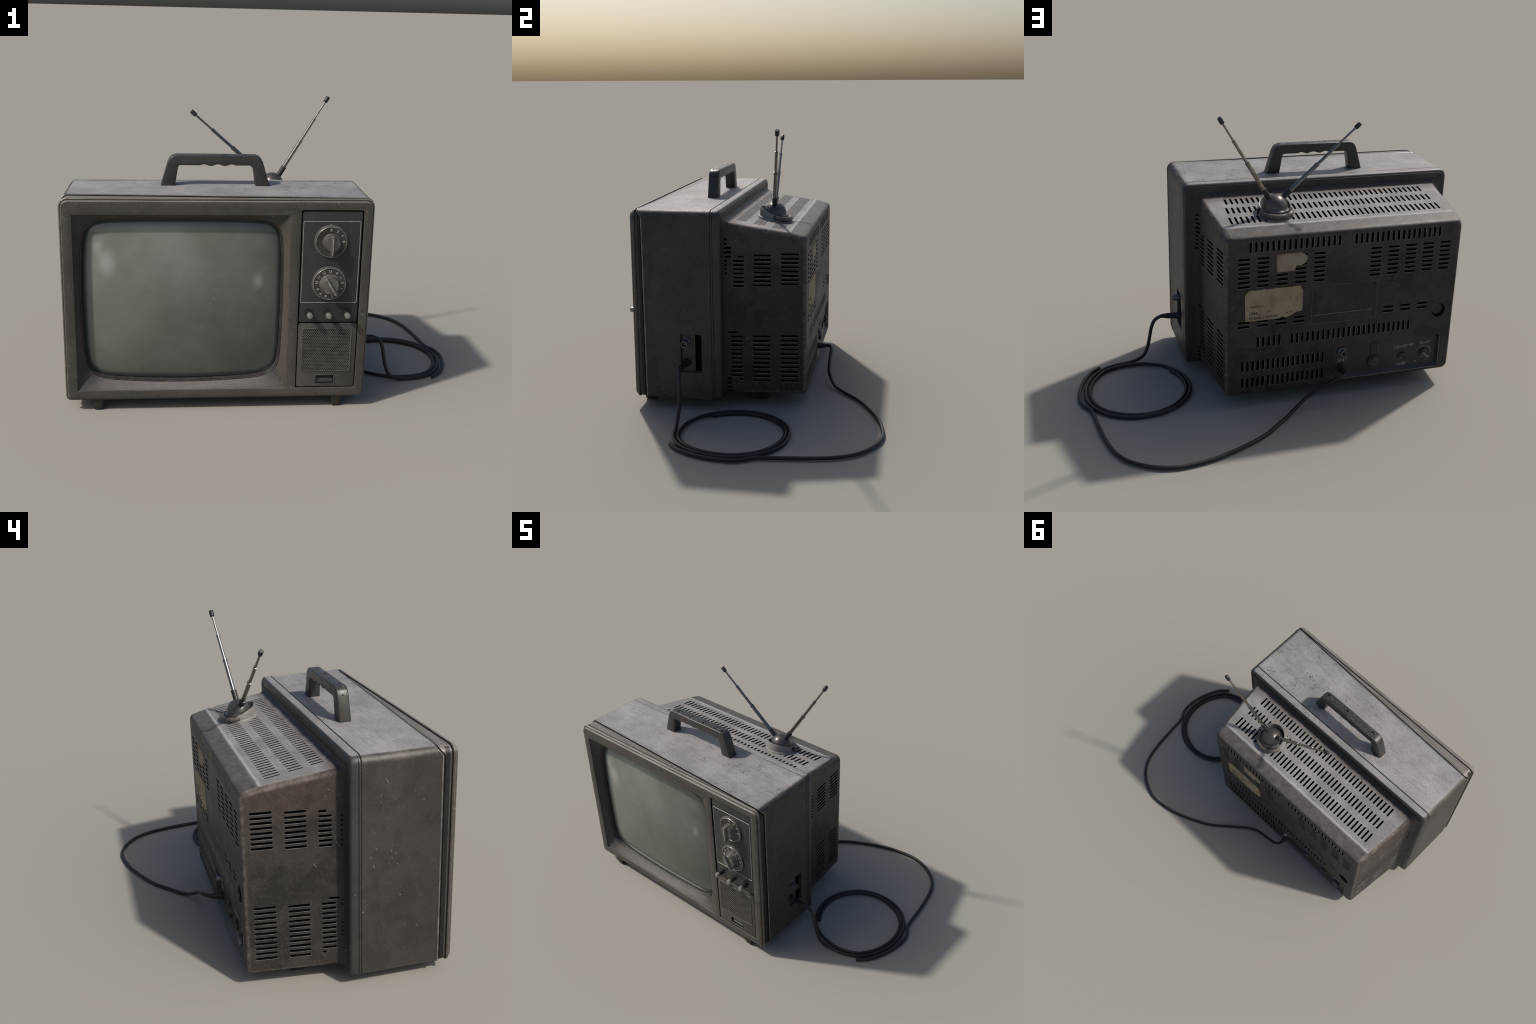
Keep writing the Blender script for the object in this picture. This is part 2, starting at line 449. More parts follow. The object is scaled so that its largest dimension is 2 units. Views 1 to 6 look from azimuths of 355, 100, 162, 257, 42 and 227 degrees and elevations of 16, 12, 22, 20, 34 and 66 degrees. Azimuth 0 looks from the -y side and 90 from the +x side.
def lathe(profile, origin, axis, seg=32, bm=None, mat=0, caps=True):
    """profile: (radius, height) pairs along axis."""
    bm = bm or bmesh.new()
    u, v, w = frame_of(axis)
    o = Vector(origin)
    rows = []
    for r, h in profile:
        if r < 1e-6:
            rows.append([bm.verts.new(o + w * h)])
        else:
            rows.append([bm.verts.new(o + w * h + (u * math.cos(t) + v * math.sin(t)) * r)
                         for t in (2 * math.pi * i / seg for i in range(seg))])
    for a, b in zip(rows, rows[1:]):
        for i in range(seg):
            j = (i + 1) % seg
            if len(a) == 1 and len(b) == 1:
                continue
            vs = (a[0], b[j], b[i]) if len(a) == 1 else (a[i], a[j], b[0]) if len(b) == 1 else (a[i], a[j], b[j], b[i])
            bm.faces.new(vs).material_index = mat
    for row, flip in ((rows[0], True), (rows[-1], False)):
        if len(row) > 1 and caps:
            bm.faces.new(row[::-1] if flip else row).material_index = mat
    return bm


def catmull(pts, step=0.012):
    P = [Vector(p) for p in pts]
    P = [P[0] * 2 - P[1]] + P + [P[-1] * 2 - P[-2]]
    out = []
    for i in range(1, len(P) - 2):
        p0, p1, p2, p3 = P[i - 1:i + 3]
        k = max(2, int((p2 - p1).length / step))
        for j in range(k):
            t = j / k
            out.append(0.5 * (2 * p1 + (p2 - p0) * t + (2 * p0 - 5 * p1 + 4 * p2 - p3) * t * t + (3 * p1 - p0 - 3 * p2 + p3) * t ** 3))
    out.append(P[-2])
    return out


def tube(path, radius, seg=12, bm=None, mat=0):
    """Sweep a circle along a path; radius may be a function of the fraction 0..1."""
    rings = []
    ref = Vector((0, 0, 1))
    t0 = (path[1] - path[0]).normalized()
    u = ref.cross(t0)
    u = (u if u.length > 0.1 else Vector((1, 0, 0)).cross(t0)).normalized()
    for i, p in enumerate(path):
        t = (path[min(i + 1, len(path) - 1)] - path[max(i - 1, 0)]).normalized()
        u = (u - t * u.dot(t)).normalized()
        v = t.cross(u)
        r = radius(i / (len(path) - 1)) if callable(radius) else radius
        rings.append([p + (u * math.cos(a) + v * math.sin(a)) * r for a in (2 * math.pi * k / seg for k in range(seg))])
    return loft(rings, bm=bm, mat=mat)


def prism(outline, y0, y1, bm=None, mat=0):
    return loft([[(x, y0, z) for x, z in outline], [(x, y1, z) for x, z in outline]], bm=bm, mat=mat)


def box(x0, x1, y0, y1, z0, z1, bm=None, mat=0):
    return prism([(x0, z0), (x1, z0), (x1, z1), (x0, z1)], y0, y1, bm=bm, mat=mat)


def apply_mods(o):
    dg = bpy.context.evaluated_depsgraph_get()
    me = bpy.data.meshes.new_from_object(o.evaluated_get(dg), preserve_all_data_layers=False, depsgraph=dg)
    o.modifiers.clear()
    o.data = me
    return me


def bevel_bm(bm, width, deg=40, segments=2):
    bmesh.ops.recalc_face_normals(bm, faces=bm.faces)
    es = [e for e in bm.edges if len(e.link_faces) == 2 and e.calc_face_angle(0) > math.radians(deg)]
    bmesh.ops.bevel(bm, geom=es, offset=width, segments=segments, profile=0.5, affect='EDGES', clamp_overlap=True)
    return bm


def cut(o, cutter_bm, mats):
    """Boolean difference; the cutter's materials line the cut."""
    me = bpy.data.meshes.new('cutter')
    bmesh.ops.recalc_face_normals(cutter_bm, faces=cutter_bm.faces)
    cutter_bm.to_mesh(me)
    cutter_bm.free()
    for m in mats:
        me.materials.append(MAT[m])
    c = bpy.data.objects.new('cutter', me)
    bpy.context.scene.collection.objects.link(c)
    md = o.modifiers.new('cut', 'BOOLEAN')
    md.operation, md.object, md.solver, md.material_mode = 'DIFFERENCE', c, 'EXACT', 'TRANSFER'
    bpy.context.view_layer.update()
    apply_mods(o)
    bpy.data.objects.remove(c)


def sstep(a, b, t):
    t = max(0.0, min(1.0, (t - a) / (b - a)))
    return t * t * (3 - 2 * t)


# ------------------------------------------------------------------ front bezel
HW, Z0, Z1 = 0.7145, 0.0525, 1.035          # half width and height range of cabinet and frames
CZ, HH = (Z0 + Z1) / 2, (Z1 - Z0) / 2
FRONT = -0.617


def body_ring(y, inset, r=0.038, top_slant=0.0, inset_x=None):
    ix = inset if inset_x is None else inset_x
    out = []
    for x, z in rrect(CX, CZ, HW - ix, HH - inset, r, 6, r * 0.62):
        w = sstep(0.985, 1.033, z)
        out.append((x, y + top_slant * w * (x - CX), z))
    return out


SLANT = -0.040
rings = [body_ring(-0.490, 0.006), body_ring(-0.497, 0.004), body_ring(-0.583, 0.004), body_ring(-0.584, 0.0085), body_ring(-0.591, 0.0085), body_ring(-0.5918, 0.0012), body_ring(-0.594, 0.0),
         body_ring(-0.6000, 0.0004), body_ring(-0.6040, 0.0028), body_ring(-0.6055, 0.0062, 0.036), body_ring(-0.6050, 0.0078, 0.035), body_ring(-0.6020, 0.0084, 0.035), body_ring(-0.6020, 0.0096, 0.034),
         body_ring(-0.6115, 0.0104, 0.033), body_ring(-0.6150, 0.0122, 0.032), body_ring(-0.6165, 0.0146, 0.030), body_ring(FRONT, 0.0172, 0.028)]
bezel = add('front_bezel', loft(rings), ['bezel'], deg=30)

# screen opening and control recess cut through the front
OX0, OX1, OZ0, OZ1 = -0.941, 0.043, 0.106, 0.961
PX0, PX1, PZ0, PZ1 = 0.0905, 0.3795, 0.106, 0.985
cb = prism(rrect((OX0 + OX1) / 2, (OZ0 + OZ1) / 2, (OX1 - OX0) / 2, (OZ1 - OZ0) / 2, 0.006, 3), -0.70, -0.53)
prism(rrect((PX0 + PX1) / 2, (PZ0 + PZ1) / 2, (PX1 - PX0) / 2, (PZ1 - PZ0) / 2, 0.010, 4), -0.70, FRONT + 0.014, bm=cb)
cut(bezel, cb, ['gap'])
bm = bmesh.new()
bm.from_mesh(bezel.data)
es = []
for e in bm.edges:
    if len(e.link_faces) == 2 and all(abs(v.co.y - FRONT) < 1e-4 for v in e.verts) and e.calc_face_angle(0) > 1.2:
        es.append(e)
bmesh.ops.bevel(bm, geom=es, offset=0.0022, segments=2, profile=0.5, affect='EDGES')
bm.to_mesh(bezel.data)
bm.free()
sharp_by_angle(bezel.data, 30)

# tapered surround from the rectangular opening to the bowed ring of the tube
RCX, RCZ, RA, RB = -0.449, 0.535, 0.470, 0.402
N_SIDE = 24


def rect_loop(x0, x1, z0, z1, y):
    pts = []
    c = [(x1, z0), (x1, z1), (x0, z1), (x0, z0)]
    for k in range(4):
        (xa, za), (xb, zb) = c[k], c[(k + 1) % 4]
        for i in range(N_SIDE):
            t = i / N_SIDE
            t = 0.5 - 0.5 * math.cos(math.pi * t)
            pts.append((xa + (xb - xa) * t, y, za + (zb - za) * t))
    return pts


def bowed_loop(a, b, y, p=11, cx=RCX, cz=RCZ, bow=1.0):
    """Rounded rectangle with bowed sides, matched in index to rect_loop (corners fall on the diagonals)."""
    pts = []
    for k in range(4):
        for i in range(N_SIDE):
            t = 0.5 - 0.5 * math.cos(math.pi * i / N_SIDE)
            ex, ez = [(1, -1 + 2 * t), (1 - 2 * t, 1), (-1, 1 - 2 * t), (-1 + 2 * t, -1)][k]
            s = (abs(ex) ** p + abs(ez) ** p) ** (-1 / p)
            side = 0.036 if ex < 0 else 0.022      # left, right
            flat = 0.020 if ez > 0 else 0.066      # top, bottom: the lower edge sags most
            pts.append((cx + a * ex * s * (1 - bow * side * ez * ez), y, cz + b * ez * s * (1 - bow * flat * ex * ex)))
    return pts


sur = loft([rect_loop(OX0 - 0.001, OX1 + 0.001, OZ0 - 0.001, OZ1 + 0.001, FRONT + 0.0035),
            rect_loop(OX0 + 0.0015, OX1 - 0.0015, OZ0 + 0.0015, OZ1 - 0.0015, FRONT + 0.005),
            bowed_loop(RA + 0.004, RB + 0.004, -0.588), bowed_loop(RA, RB, -0.585), bowed_loop(RA - 0.002, RB - 0.002, -0.575)], False, False)
add('screen_surround', sur, 'surround', bezel, deg=24)

# rubber gasket: a double lip round the tube
gas = loft([bowed_loop(RA + 0.001, RB + 0.001, -0.570), bowed_loop(RA - 0.0015, RB - 0.0015, -0.5855), bowed_loop(RA - 0.0035, RB - 0.0035, -0.5860),
            bowed_loop(RA - 0.0050, RB - 0.0050, -0.582), bowed_loop(RA - 0.0058, RB - 0.0058, -0.576), bowed_loop(RA - 0.0075, RB - 0.0075, -0.577),
            bowed_loop(RA - 0.0090, RB - 0.0090, -0.573), bowed_loop(RA - 0.0098, RB - 0.0098, -0.545)], False, False)
add('screen_gasket', gas, 'gasket', bezel, deg=60)
add('tube_cavity', loft([bowed_loop(RA + 0.003, RB + 0.003, -0.5700), bowed_loop(RA - 0.009, RB - 0.009, -0.545)], False, True), 'gap', bezel)

# convex glass
bm = bmesh.new()
GA, GB = 0.4625, 0.3945
fr = [0.0, 0.12, 0.25, 0.38, 0.5, 0.6, 0.7, 0.78, 0.84, 0.885, 0.92, 0.945, 0.965, 0.98, 0.991, 0.998, 1.0]
rows = []
for f in fr:
    y = -0.549 - 0.009 * (1 - f ** 2) - 0.027 * math.sqrt(max(0, 1 - f ** 8))
    p = 2.4 + 8.0 * f ** 3
    rows.append([bm.verts.new((RCX, y, RCZ))] if f == 0 else [bm.verts.new(q) for q in bowed_loop(GA * f, GB * f, y, p, bow=0.85 * f * f)])
n = 4 * N_SIDE
for a, b in zip(rows, rows[1:]):
    for i in range(n):
        j = (i + 1) % n
        bm.faces.new((a[0], b[j], b[i]) if len(a) == 1 else (a[i], a[j], b[j], b[i]))
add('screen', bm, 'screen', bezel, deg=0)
for p in bezel.children:
    if p.name == 'screen':
        for f in p.data.polygons:
            f.use_smooth = True

# ------------------------------------------------------------------ control strip
PY = FRONT + 0.005                        # face of the upper panel
panel = add('control_panel', bevel_bm(prism(rrect((0.0965 + 0.3735) / 2, (0.4425 + 0.9795) / 2, (0.3735 - 0.0965) / 2, (0.9795 - 0.4425) / 2, 0.008, 4), PY, FRONT + 0.02), 0.0015), 'panel', bezel)
lower = add('speaker_panel', bevel_bm(prism(rrect((0.0955 + 0.3755) / 2, (0.1105 + 0.4355) / 2, (0.3755 - 0.0955) / 2, (0.4355 - 0.1105) / 2, 0.009, 4), FRONT + 0.002, FRONT + 0.02), 0.002), 'lower_panel', bezel)
LY = FRONT + 0.002


def outline_frame(name, x0, x1, z0, z1, y, w, h, mat, parent, r=0.005, kind=None):
    """Thin raised outline lying on a plane y = const facing -y."""
    def rr(i):
        return rrect((x0 + x1) / 2, (z0 + z1) / 2, (x1 - x0) / 2 - i, (z1 - z0) / 2 - i, max(r - i, 0.001), 4)
    rg = [[(x, y + 0.001, z) for x, z in rr(-w / 2)], [(x, y - h, z) for x, z in rr(-w / 4)],
          [(x, y - h, z) for x, z in rr(w / 4)], [(x, y + 0.001, z) for x, z in rr(w / 2)]]
    return add(name, loft(rg, False, False), mat, parent, kind=kind)


outline_frame('panel_outline', 0.1025, 0.3670, 0.5400, 0.9315, PY, 0.0034, 0.0012, 'line', panel)


def text_mesh(body, size, extrude=0.0005, shear=0.0, spacing=1.0, weight=0.0):
    cu = bpy.data.curves.new('lettering', 'FONT')
    cu.body, cu.size, cu.extrude, cu.shear, cu.space_character, cu.offset = body, size, extrude, shear, spacing, weight
    cu.align_x, cu.align_y = 'CENTER', 'CENTER'
    cu.resolution_u = 3
    o = bpy.data.objects.new('lettering', cu)
    bpy.context.scene.collection.objects.link(o)
    bpy.context.view_layer.update()
    me = bpy.data.meshes.new_from_object(o.evaluated_get(bpy.context.evaluated_depsgraph_get()))
    bpy.data.objects.remove(o)
    me.materials.clear()
    return me


def join_texts(name, items, mat, parent, facing=-1):
    """items: (text, size, x, z, roll degrees, shear); all lie on plane y, facing -y or +y."""
    bm = bmesh.new()
    for body, size, x, y, z, roll, shear, *width in items:
        me = text_mesh(body, size, shear=shear, weight=size * (0.012 if facing < 0 else 0.002))
        if width:
            xs = [v.co.x for v in me.vertices]
            me.transform(Matrix.Scale(width[0] / (max(xs) - min(xs)), 4, (1, 0, 0)))
        face = Matrix.Rotation(math.pi / 2, 4, 'X') if facing < 0 else Matrix.Rotation(math.pi, 4, 'Z') @ Matrix.Rotation(math.pi / 2, 4, 'X')
        me.transform(Matrix.Translation((x, y, z)) @ face @ Matrix.Rotation(math.radians(roll), 4, 'Z'))
        bm.from_mesh(me)
        bpy.data.meshes.remove(me)
    return add(name, bm, mat, parent, deg=0)


def dial(name, cx, cz, R, marks, bar_angle, bar_out, bar_in, numerals, knob_r):
    y = PY
    d = add(name, lathe([(R, 0.0), (R, 0.004), (R - 0.001, 0.0075), (R - 0.006, 0.010), (R - 0.0085, 0.0095), (0.044, 0.0085), (0.043, 0.0)], (cx, y, cz), (0, -1, 0), 56), 'dial', panel, deg=28)
    add('dial_rim', lathe([(R - 0.0005, 0.0075), (R - 0.0010, 0.0100), (R - 0.0026, 0.0112), (R - 0.0044, 0.0108), (R - 0.0052, 0.0090)], (cx, y, cz), (0, -1, 0), 64, caps=False), 'dial_rim', d, deg=60)
    # off-centre backing crescent
    add('dial_backing', lathe([(R + 0.002, 0.0), (R + 0.002, 0.005), (R + 0.0005, 0.006), (R - 0.02, 0.006)], (cx - 0.003, y, cz + 0.004), (0, -1, 0), 56), 'knob', d, deg=40)
    k = add('dial_knob', lathe([(knob_r + 0.004, 0.006), (knob_r + 0.003, 0.012), (knob_r, 0.014), (knob_r - 0.001, 0.040), (knob_r - 0.003, 0.0435), (knob_r - 0.007, 0.0445), (0.0, 0.0445)], (cx, y, cz), (0, -1, 0), 48), ['knob'], d, deg=30)
    # grip bar across the knob
    ca, sa = math.cos(bar_angle), math.sin(bar_angle)
    bb = bmesh.new()
    prof = [(0.0092, 0.012), (0.0088, 0.052), (0.0060, 0.0575), (-0.0060, 0.0575), (-0.0088, 0.052), (-0.0092, 0.012)]
    rg = []
    for s, sc in ((-bar_in, 0.86), (-bar_in + 0.004, 1.0), (bar_out - 0.005, 1.0), (bar_out, 0.8)):
        rg.append([(cx + ca * s - sa * w * sc, y - h * (1 if sc == 1 else 0.97), cz + sa * s + ca * w * sc) for w, h in prof])
    loft(rg, bm=bb)
    add('knob_grip', bevel_bm(bb, 0.001, 50, 1), 'knob', d)
    # pale pointer line on the grip
    q = [(cx + ca * s - sa * w, cz + sa * s + ca * w) for s, w in ((-bar_in * 0.7, -0.0012), (bar_out * 0.98, -0.0012), (bar_out * 0.98, 0.0012), (-bar_in * 0.7, 0.0012))]
    add('pointer_line', prism(q, y - 0.0582, y - 0.0565), 'ink', d)
    rt = R * 0.765
    join_texts('dial_numerals', [(t, s, cx + rt * math.cos(math.radians(a)), y - 0.0095, cz + rt * math.sin(math.radians(a)), a - 90, 0) for t, a, s in numerals], 'ink', d)
    if marks:
        rm = R * 0.58
        mb = bmesh.new()
        for i in range(26):
            a = math.radians(45 + i * 5.6)
            w = 0.0009
            ux, uz = math.cos(a), math.sin(a)
            q = [(cx + ux * (rm + r) - uz * s, cz + uz * (rm + r) + ux * s) for r, s in ((-0.0022, -w), (0.0022, -w), (0.0022, w), (-0.0022, w))]
            prism(q, y - 0.0095, y - 0.008, bm=mb)
        add('dial_ticks', mb, 'ink', d, kind='stuff')
    return d


dial('tuning_dial', 0.2325, 0.836, 0.0745, False, math.radians(-91), 0.050, 0.040,
     [('0', 93, 0.018), ('2', 61, 0.018), ('4', 33, 0.017), ('6', 3, 0.017)], 0.0385)
dial('tuning_dial', 0.2330, 0.634, 0.0785, True, math.radians(-58.5), 0.050, 0.043,
     [('12', 118, 0.018), ('13', 90, 0.018), ('9', 58, 0.017), ('1', 32, 0.018), ('2', 6, 0.017), ('3', -20, 0.016), ('4', -47, 0.016),
      ('5', -77, 0.016), ('6', -105, 0.016), ('7', -130, 0.017), ('8', -155, 0.016), ('10', 173, 0.018), ('11', 147, 0.017)], 0.042)
add('index_nub', bevel_bm(box(0.2265, 0.2345, PY - 0.005, PY + 0.001, 0.912, 0.922), 0.001), 'dial_rim', panel)

# three little turn knobs
kb = lathe([(0.021, 0.0), (0.0205, 0.0018), (0.0165, 0.0022), (0.0165, 0.0005)], (0, 0, 0), (0, -1, 0), 24, mat=1)
lathe([(0.0135, 0.0), (0.0132, 0.036)], (0, 0, 0), (0, -1, 0), 24, bm=kb, mat=1)
lathe([(0.0140, 0.0355), (0.0140, 0.048), (0.0128, 0.0515), (0.0090, 0.0535), (0.0, 0.0535)], (0, 0, 0), (0, -1, 0), 24, bm=kb, mat=0)
me = bpy.data.meshes.new('turn_knob')
bmesh.ops.recalc_face_normals(kb, faces=kb.faces)
kb.to_mesh(me)
kb.free()
me.materials.append(MAT['tip'])
me.materials.append(MAT['black'])
k0 = add('turn_knob', me, None, panel, loc=(0.1415, PY, 0.4905))
for x in (0.2305, 0.3185):
    copy_of(k0, (x, PY, 0.489))

# speaker grille: a staggered field of punched holes
GX0, GX1, GZ0, GZ1 = 0.1175, 0.3500, 0.1945, 0.4100


def grille():
    bm = bmesh.new()
    rows_n, cols = 30, 24
    dz, dx = (GZ1 - GZ0) / rows_n, (GX1 - GX0) / (cols + 0.5)
    y0, y1 = LY - 0.0015, LY + 0.004
    rad = 0.0032
    for r in range(rows_n):
        z0 = GZ0 + r * dz
        xs = GX0 + (dx * 0.5 if r % 2 else 0)
        ends = [(GX0, xs)] if r % 2 else [(xs + cols * dx, GX1)]
        for a, b in ends:
            bm.faces.new([bm.verts.new((x, y0, z)) for x, z in ((a, z0), (b, z0), (b, z0 + dz), (a, z0 + dz))])
        for c in range(cols):
            x0 = xs + c * dx
            cx, cz = x0 + dx / 2, z0 + dz / 2
            outer, inner, deep = [], [], []
            for k in range(8):
                a = math.radians(45 * k + 22.5)
                ux, uz = math.cos(a), math.sin(a)
                inner.append(bm.verts.new((cx + rad * ux, y0 + 0.0004, cz + rad * uz)))
                deep.append(bm.verts.new((cx + rad * ux, y1, cz + rad * uz)))
                s = min(dx / 2 / abs(ux), dz / 2 / abs(uz))
                outer.append((ux, uz, s))
            corner = [bm.verts.new((x, y0, z)) for x, z in ((x0 + dx, z0 + dz), (x0, z0 + dz), (x0, z0), (x0 + dx, z0))]
            for k in range(8):
                j = (k + 1) % 8
                bm.faces.new((inner[k], inner[j], deep[j], deep[k])).material_index = 1
            for q in range(4):                 # corner fans plus sides
                i0, i1 = inner[2 * q], inner[2 * q + 1]
                bm.faces.new((corner[q], i1, i0))
                nxt = corner[(q + 1) % 4]
                bm.faces.new((corner[q], nxt, inner[(2 * q + 2) % 8], i1))
    return bm


add('speaker_grille', grille(), ['grille', 'gap'], lower, deg=30, kind='stuff')
add('grille_backing', box(GX0 - 0.001, GX1 + 0.001, LY - 0.0002, LY + 0.006, GZ0 - 0.001, GZ1 + 0.001), 'gap', lower)
outline_frame('grille_rim', GX0 - 0.001, GX1 + 0.001, GZ0 - 0.001, GZ1 + 0.001, LY, 0.0038, 0.0030, 'grille', lower)

# latch with ribbed slider in a framed pocket
cut(lower, box(0.190, 0.275, -0.70, LY + 0.011, 0.129, 0.168), ['gap'])
outline_frame('latch_frame', 0.1865, 0.2785, 0.1265, 0.1705, LY, 0.0045, 0.0014, 'lower_panel', lower, r=0.004)
lb = bmesh.new()
for i in range(4):
    z = 0.1345 + i * 0.0068
    tube([Vector((0.1925, LY + 0.007 + i * 0.0012, z)), Vector((0.2725, LY + 0.007 + i * 0.0012, z))], 0.0034, 8, lb)
add('latch_slider', lb, 'lower_panel', lower)
# embossed maker's mark: two slanted strokes and a bar
mk = bmesh.new()
for q in ([(0.203, 0.068), (0.213, 0.068), (0.226, 0.085), (0.212, 0.085)], [(0.222, 0.0705), (0.262, 0.0705), (0.2645, 0.0745), (0.225, 0.0745)],
          [(0.228, 0.0795), (0.2635, 0.0795), (0.2655, 0.0845), (0.231, 0.0845)], [(0.236, 0.0745), (0.246, 0.0745), (0.251, 0.0795), (0.241, 0.0795)]):
    prism(q, FRONT - 0.0008, FRONT + 0.002, bm=mk)
add('embossed_mark', bevel_bm(mk, 0.0006, 50, 1), 'lower_panel', bezel)

# ------------------------------------------------------------------ cabinet and rear frame
rings = [body_ring(-0.545, 0.004, top_slant=SLANT), body_ring(-0.553, 0.003, top_slant=SLANT), body_ring(-0.5555, 0.0015, top_slant=SLANT), body_ring(-0.5545, 0.0, top_slant=SLANT),
         body_ring(-0.549, -0.0008, top_slant=SLANT), body_ring(-0.545, 0.0, top_slant=SLANT), body_ring(-0.40, 0.0, 0.040), body_ring(-0.30, 0.0, 0.040), body_ring(-0.2105, 0.0), body_ring(-0.2085, 0.0015), body_ring(-0.2065, 0.010)]
cab = add('cabinet', loft(rings), 'cabinet', deg=30)
gp = loft([body_ring(-0.5625, 0.0034, top_slant=SLANT), body_ring(-0.5530, 0.0034, top_slant=SLANT)], False, False)
add('seam_dark_strip', gp, 'gap', cab)  # black strip laid over the bezel in place of an open gap
# flat dark band in place of a recess: sides, underside, out onto upper corners
run = list(range(9, 28)) + list(range(0, 5))
sg = bmesh.new()
pair = [[sg.verts.new(ring[k]) for k in run] for ring in (body_ring(-0.5790, 0.0035), body_ring(-0.5590, 0.0035))]
for k in range(len(run) - 1):
    sg.faces.new((pair[0][k], pair[0][k + 1], pair[1][k + 1], pair[1][k]))
add('side_dark_band', sg, 'dark_band', cab)
lr = [[(x, y, z) for x, y, z in body_ring(yy, ii, top_slant=SLANT)] for yy, ii in ((-0.5535, 0.0006), (-0.5540, -0.0008), (-0.5520, -0.0018), (-0.5495, -0.0018), (-0.5480, -0.0004))]
add('lip_highlight', loft(lr, False, False), 'lip', cab, deg=60)  # bright bead added as the highlight of the cabinet's front edge
# side recess with sockets
cb = prism(rrect(0.2, 0, 0.055, 0.101, 0.009, 4), 0.0, 1.0)
for v in cb.verts:      # lay the outline on the right wall: (x -> y, z -> z, y -> x)
    x, y, z = v.co
    v.co = ((0.412 if y < 0.5 else 0.60), -0.314 + (x - 0.2), 0.301 + z)
cut(cab, cb, ['lower_panel'])
cut(cab, box(0.36, 0.50, -0.296, -0.2625, 0.205, 0.397), ['gap'])
sharp_by_angle(cab.data, 30)
# fine lip round the recess
lip = loft([[(0.429 + h, -0.314 + x, 0.301 + z) for x, z in rrect(0, 0, 0.055 + i, 0.101 + i, 0.006 + i, 3)] for h, i in ((-0.002, 0.004), (0.0, 0.0032), (0.0, 0.0008), (-0.003, -0.0005))], False, False)
add('recess_lip', lip, 'cabinet', cab)
jb = lathe([(0.021, -0.022), (0.021, -0.012), (0.0172, -0.010), (0.0170, 0.030), (0.0162, 0.0325), (0.0138, 0.0325), (0.0128, 0.029), (0.0122, 0.010), (0.0, 0.010)], (0.430, -0.341, 0.3595), (1, 0, 0), 24)
jk = add('antenna_jack', jb, 'jack', cab)
add('jack_pin', lathe([(0.003, 0.008), (0.003, 0.024), (0.0, 0.027)], (0.430, -0.341, 0.3595), (1, 0, 0), 10), 'line', jk)

rings = [body_ring(-0.212, 0.006), body_ring(-0.2062, 0.006), body_ring(-0.2060, 0.0012), body_ring(-0.204, 0.0), body_ring(-0.1975, 0.0),
         body_ring(-0.1972, 0.0, inset_x=0.004), body_ring(-0.1942, 0.0, inset_x=0.004), body_ring(-0.1939, 0.0), body_ring(-0.172, 0.0005), body_ring(-0.166, 0.0025),
         body_ring(-0.1622, 0.0065, 0.036), body_ring(-0.1605, 0.011, 0.034), body_ring(-0.1600, 0.0125, 0.033), body_ring(-0.1585, 0.0135, 0.033), body_ring(-0.1585, 0.0155, 0.033), body_ring(-0.1600, 0.0165, 0.033)]
frame = add('rear_frame', loft(rings), 'frame', deg=30)

sb = lathe([(0.0155, -0.002), (0.0155, 0.0008), (0.0135, 0.0010), (0.0130, -0.0008), (0.0105, -0.0008), (0.0100, 0.0008), (0.0, 0.0016)], (0, 0, 0), (0, 1, 0), 20)
box(-0.0012, 0.0012, 0.001, 0.0023, -0.006, 0.006, bm=sb)
box(-0.006, 0.006, 0.0011, 0.0022, -0.0012, 0.0012, bm=sb)
s0 = add('screw', sb, 'screw', frame, deg=30, loc=(0.3935, -0.1595, 0.9935))
for x, z in ((-0.281, 0.9985), (-0.9615, 0.9945), (0.3935, 0.105), (-0.9615, 0.105)):
    copy_of(s0, (x, -0.1595, z), (0, 0.6 + x, 0))

# ------------------------------------------------------------------ rear housing with punched vents
REAR = 0.2585


def half_w(y):
    return 0.6425 - 0.0400 * (y + 0.13) / 0.375


def top_z(y):
    return 0.9665 - 0.159 * (y + 0.13) if y <= 0.175 else 0.918 - 0.25 * (y - 0.175)


def house_ring(y, inset=0.0, r=0.030, grow=0.0, top=None):
    t = (top_z(y) if top is None else top) - inset
    b = 0.072 + inset - grow * 0.3
    hw = half_w(y) - inset + grow
    return [(x, y, z) for x, z in rrect(CX, (t + grow + b) / 2, hw, (t + grow - b) / 2, r, 7)]


rings = [house_ring(-0.170, 0, 0.034, 0.038, 0.952), house_ring(-0.158, 0, 0.034, 0.038, 0.952), house_ring(-0.1550, 0, 0.032, 0.027, 0.955), house_ring(-0.1490, 0, 0.030, 0.014, 0.960),
         house_ring(-0.138, 0, 0.030, 0.0025), house_ring(-0.128), house_ring(0.02), house_ring(0.165), house_ring(0.175), house_ring(0.185, 0, 0.031),
         house_ring(0.232), house_ring(0.2450, 0.0006), house_ring(0.2510, 0.0025), house_ring(0.2555, 0.0058), house_ring(0.2578, 0.0092), house_ring(REAR, 0.0125, 0.026)]
house = add('rear_housing', loft(rings), 'housing', deg=40)


def stadium(cu, cv, length, width, along_u, n=5):
    """Slot outline in panel coordinates (u, v), counter-clockwise."""
    r, h = width / 2, length / 2 - width / 2
    pts = []
    for s, a0 in ((1, -90), (-1, 90)):
        for i in range(n + 1):
            a = math.radians(a0 + 180 * i / n)
            p = (s * h + r * math.cos(a), r * math.sin(a))
            pts.append((cu + p[0], cv + p[1]) if along_u else (cu - p[1], cv + p[0]))
    return pts


class Plane:
    """Local frame of a housing wall: origin, in-plane axes, outward normal."""
    def __init__(self, o, u, v):
        self.o, self.u, self.v = Vector(o), Vector(u).normalized(), Vector(v).normalized()
        self.n = self.u.cross(self.v).normalized()

    def at(self, u, v, h=0.0):
        return self.o + self.u * u + self.v * v + self.n * h


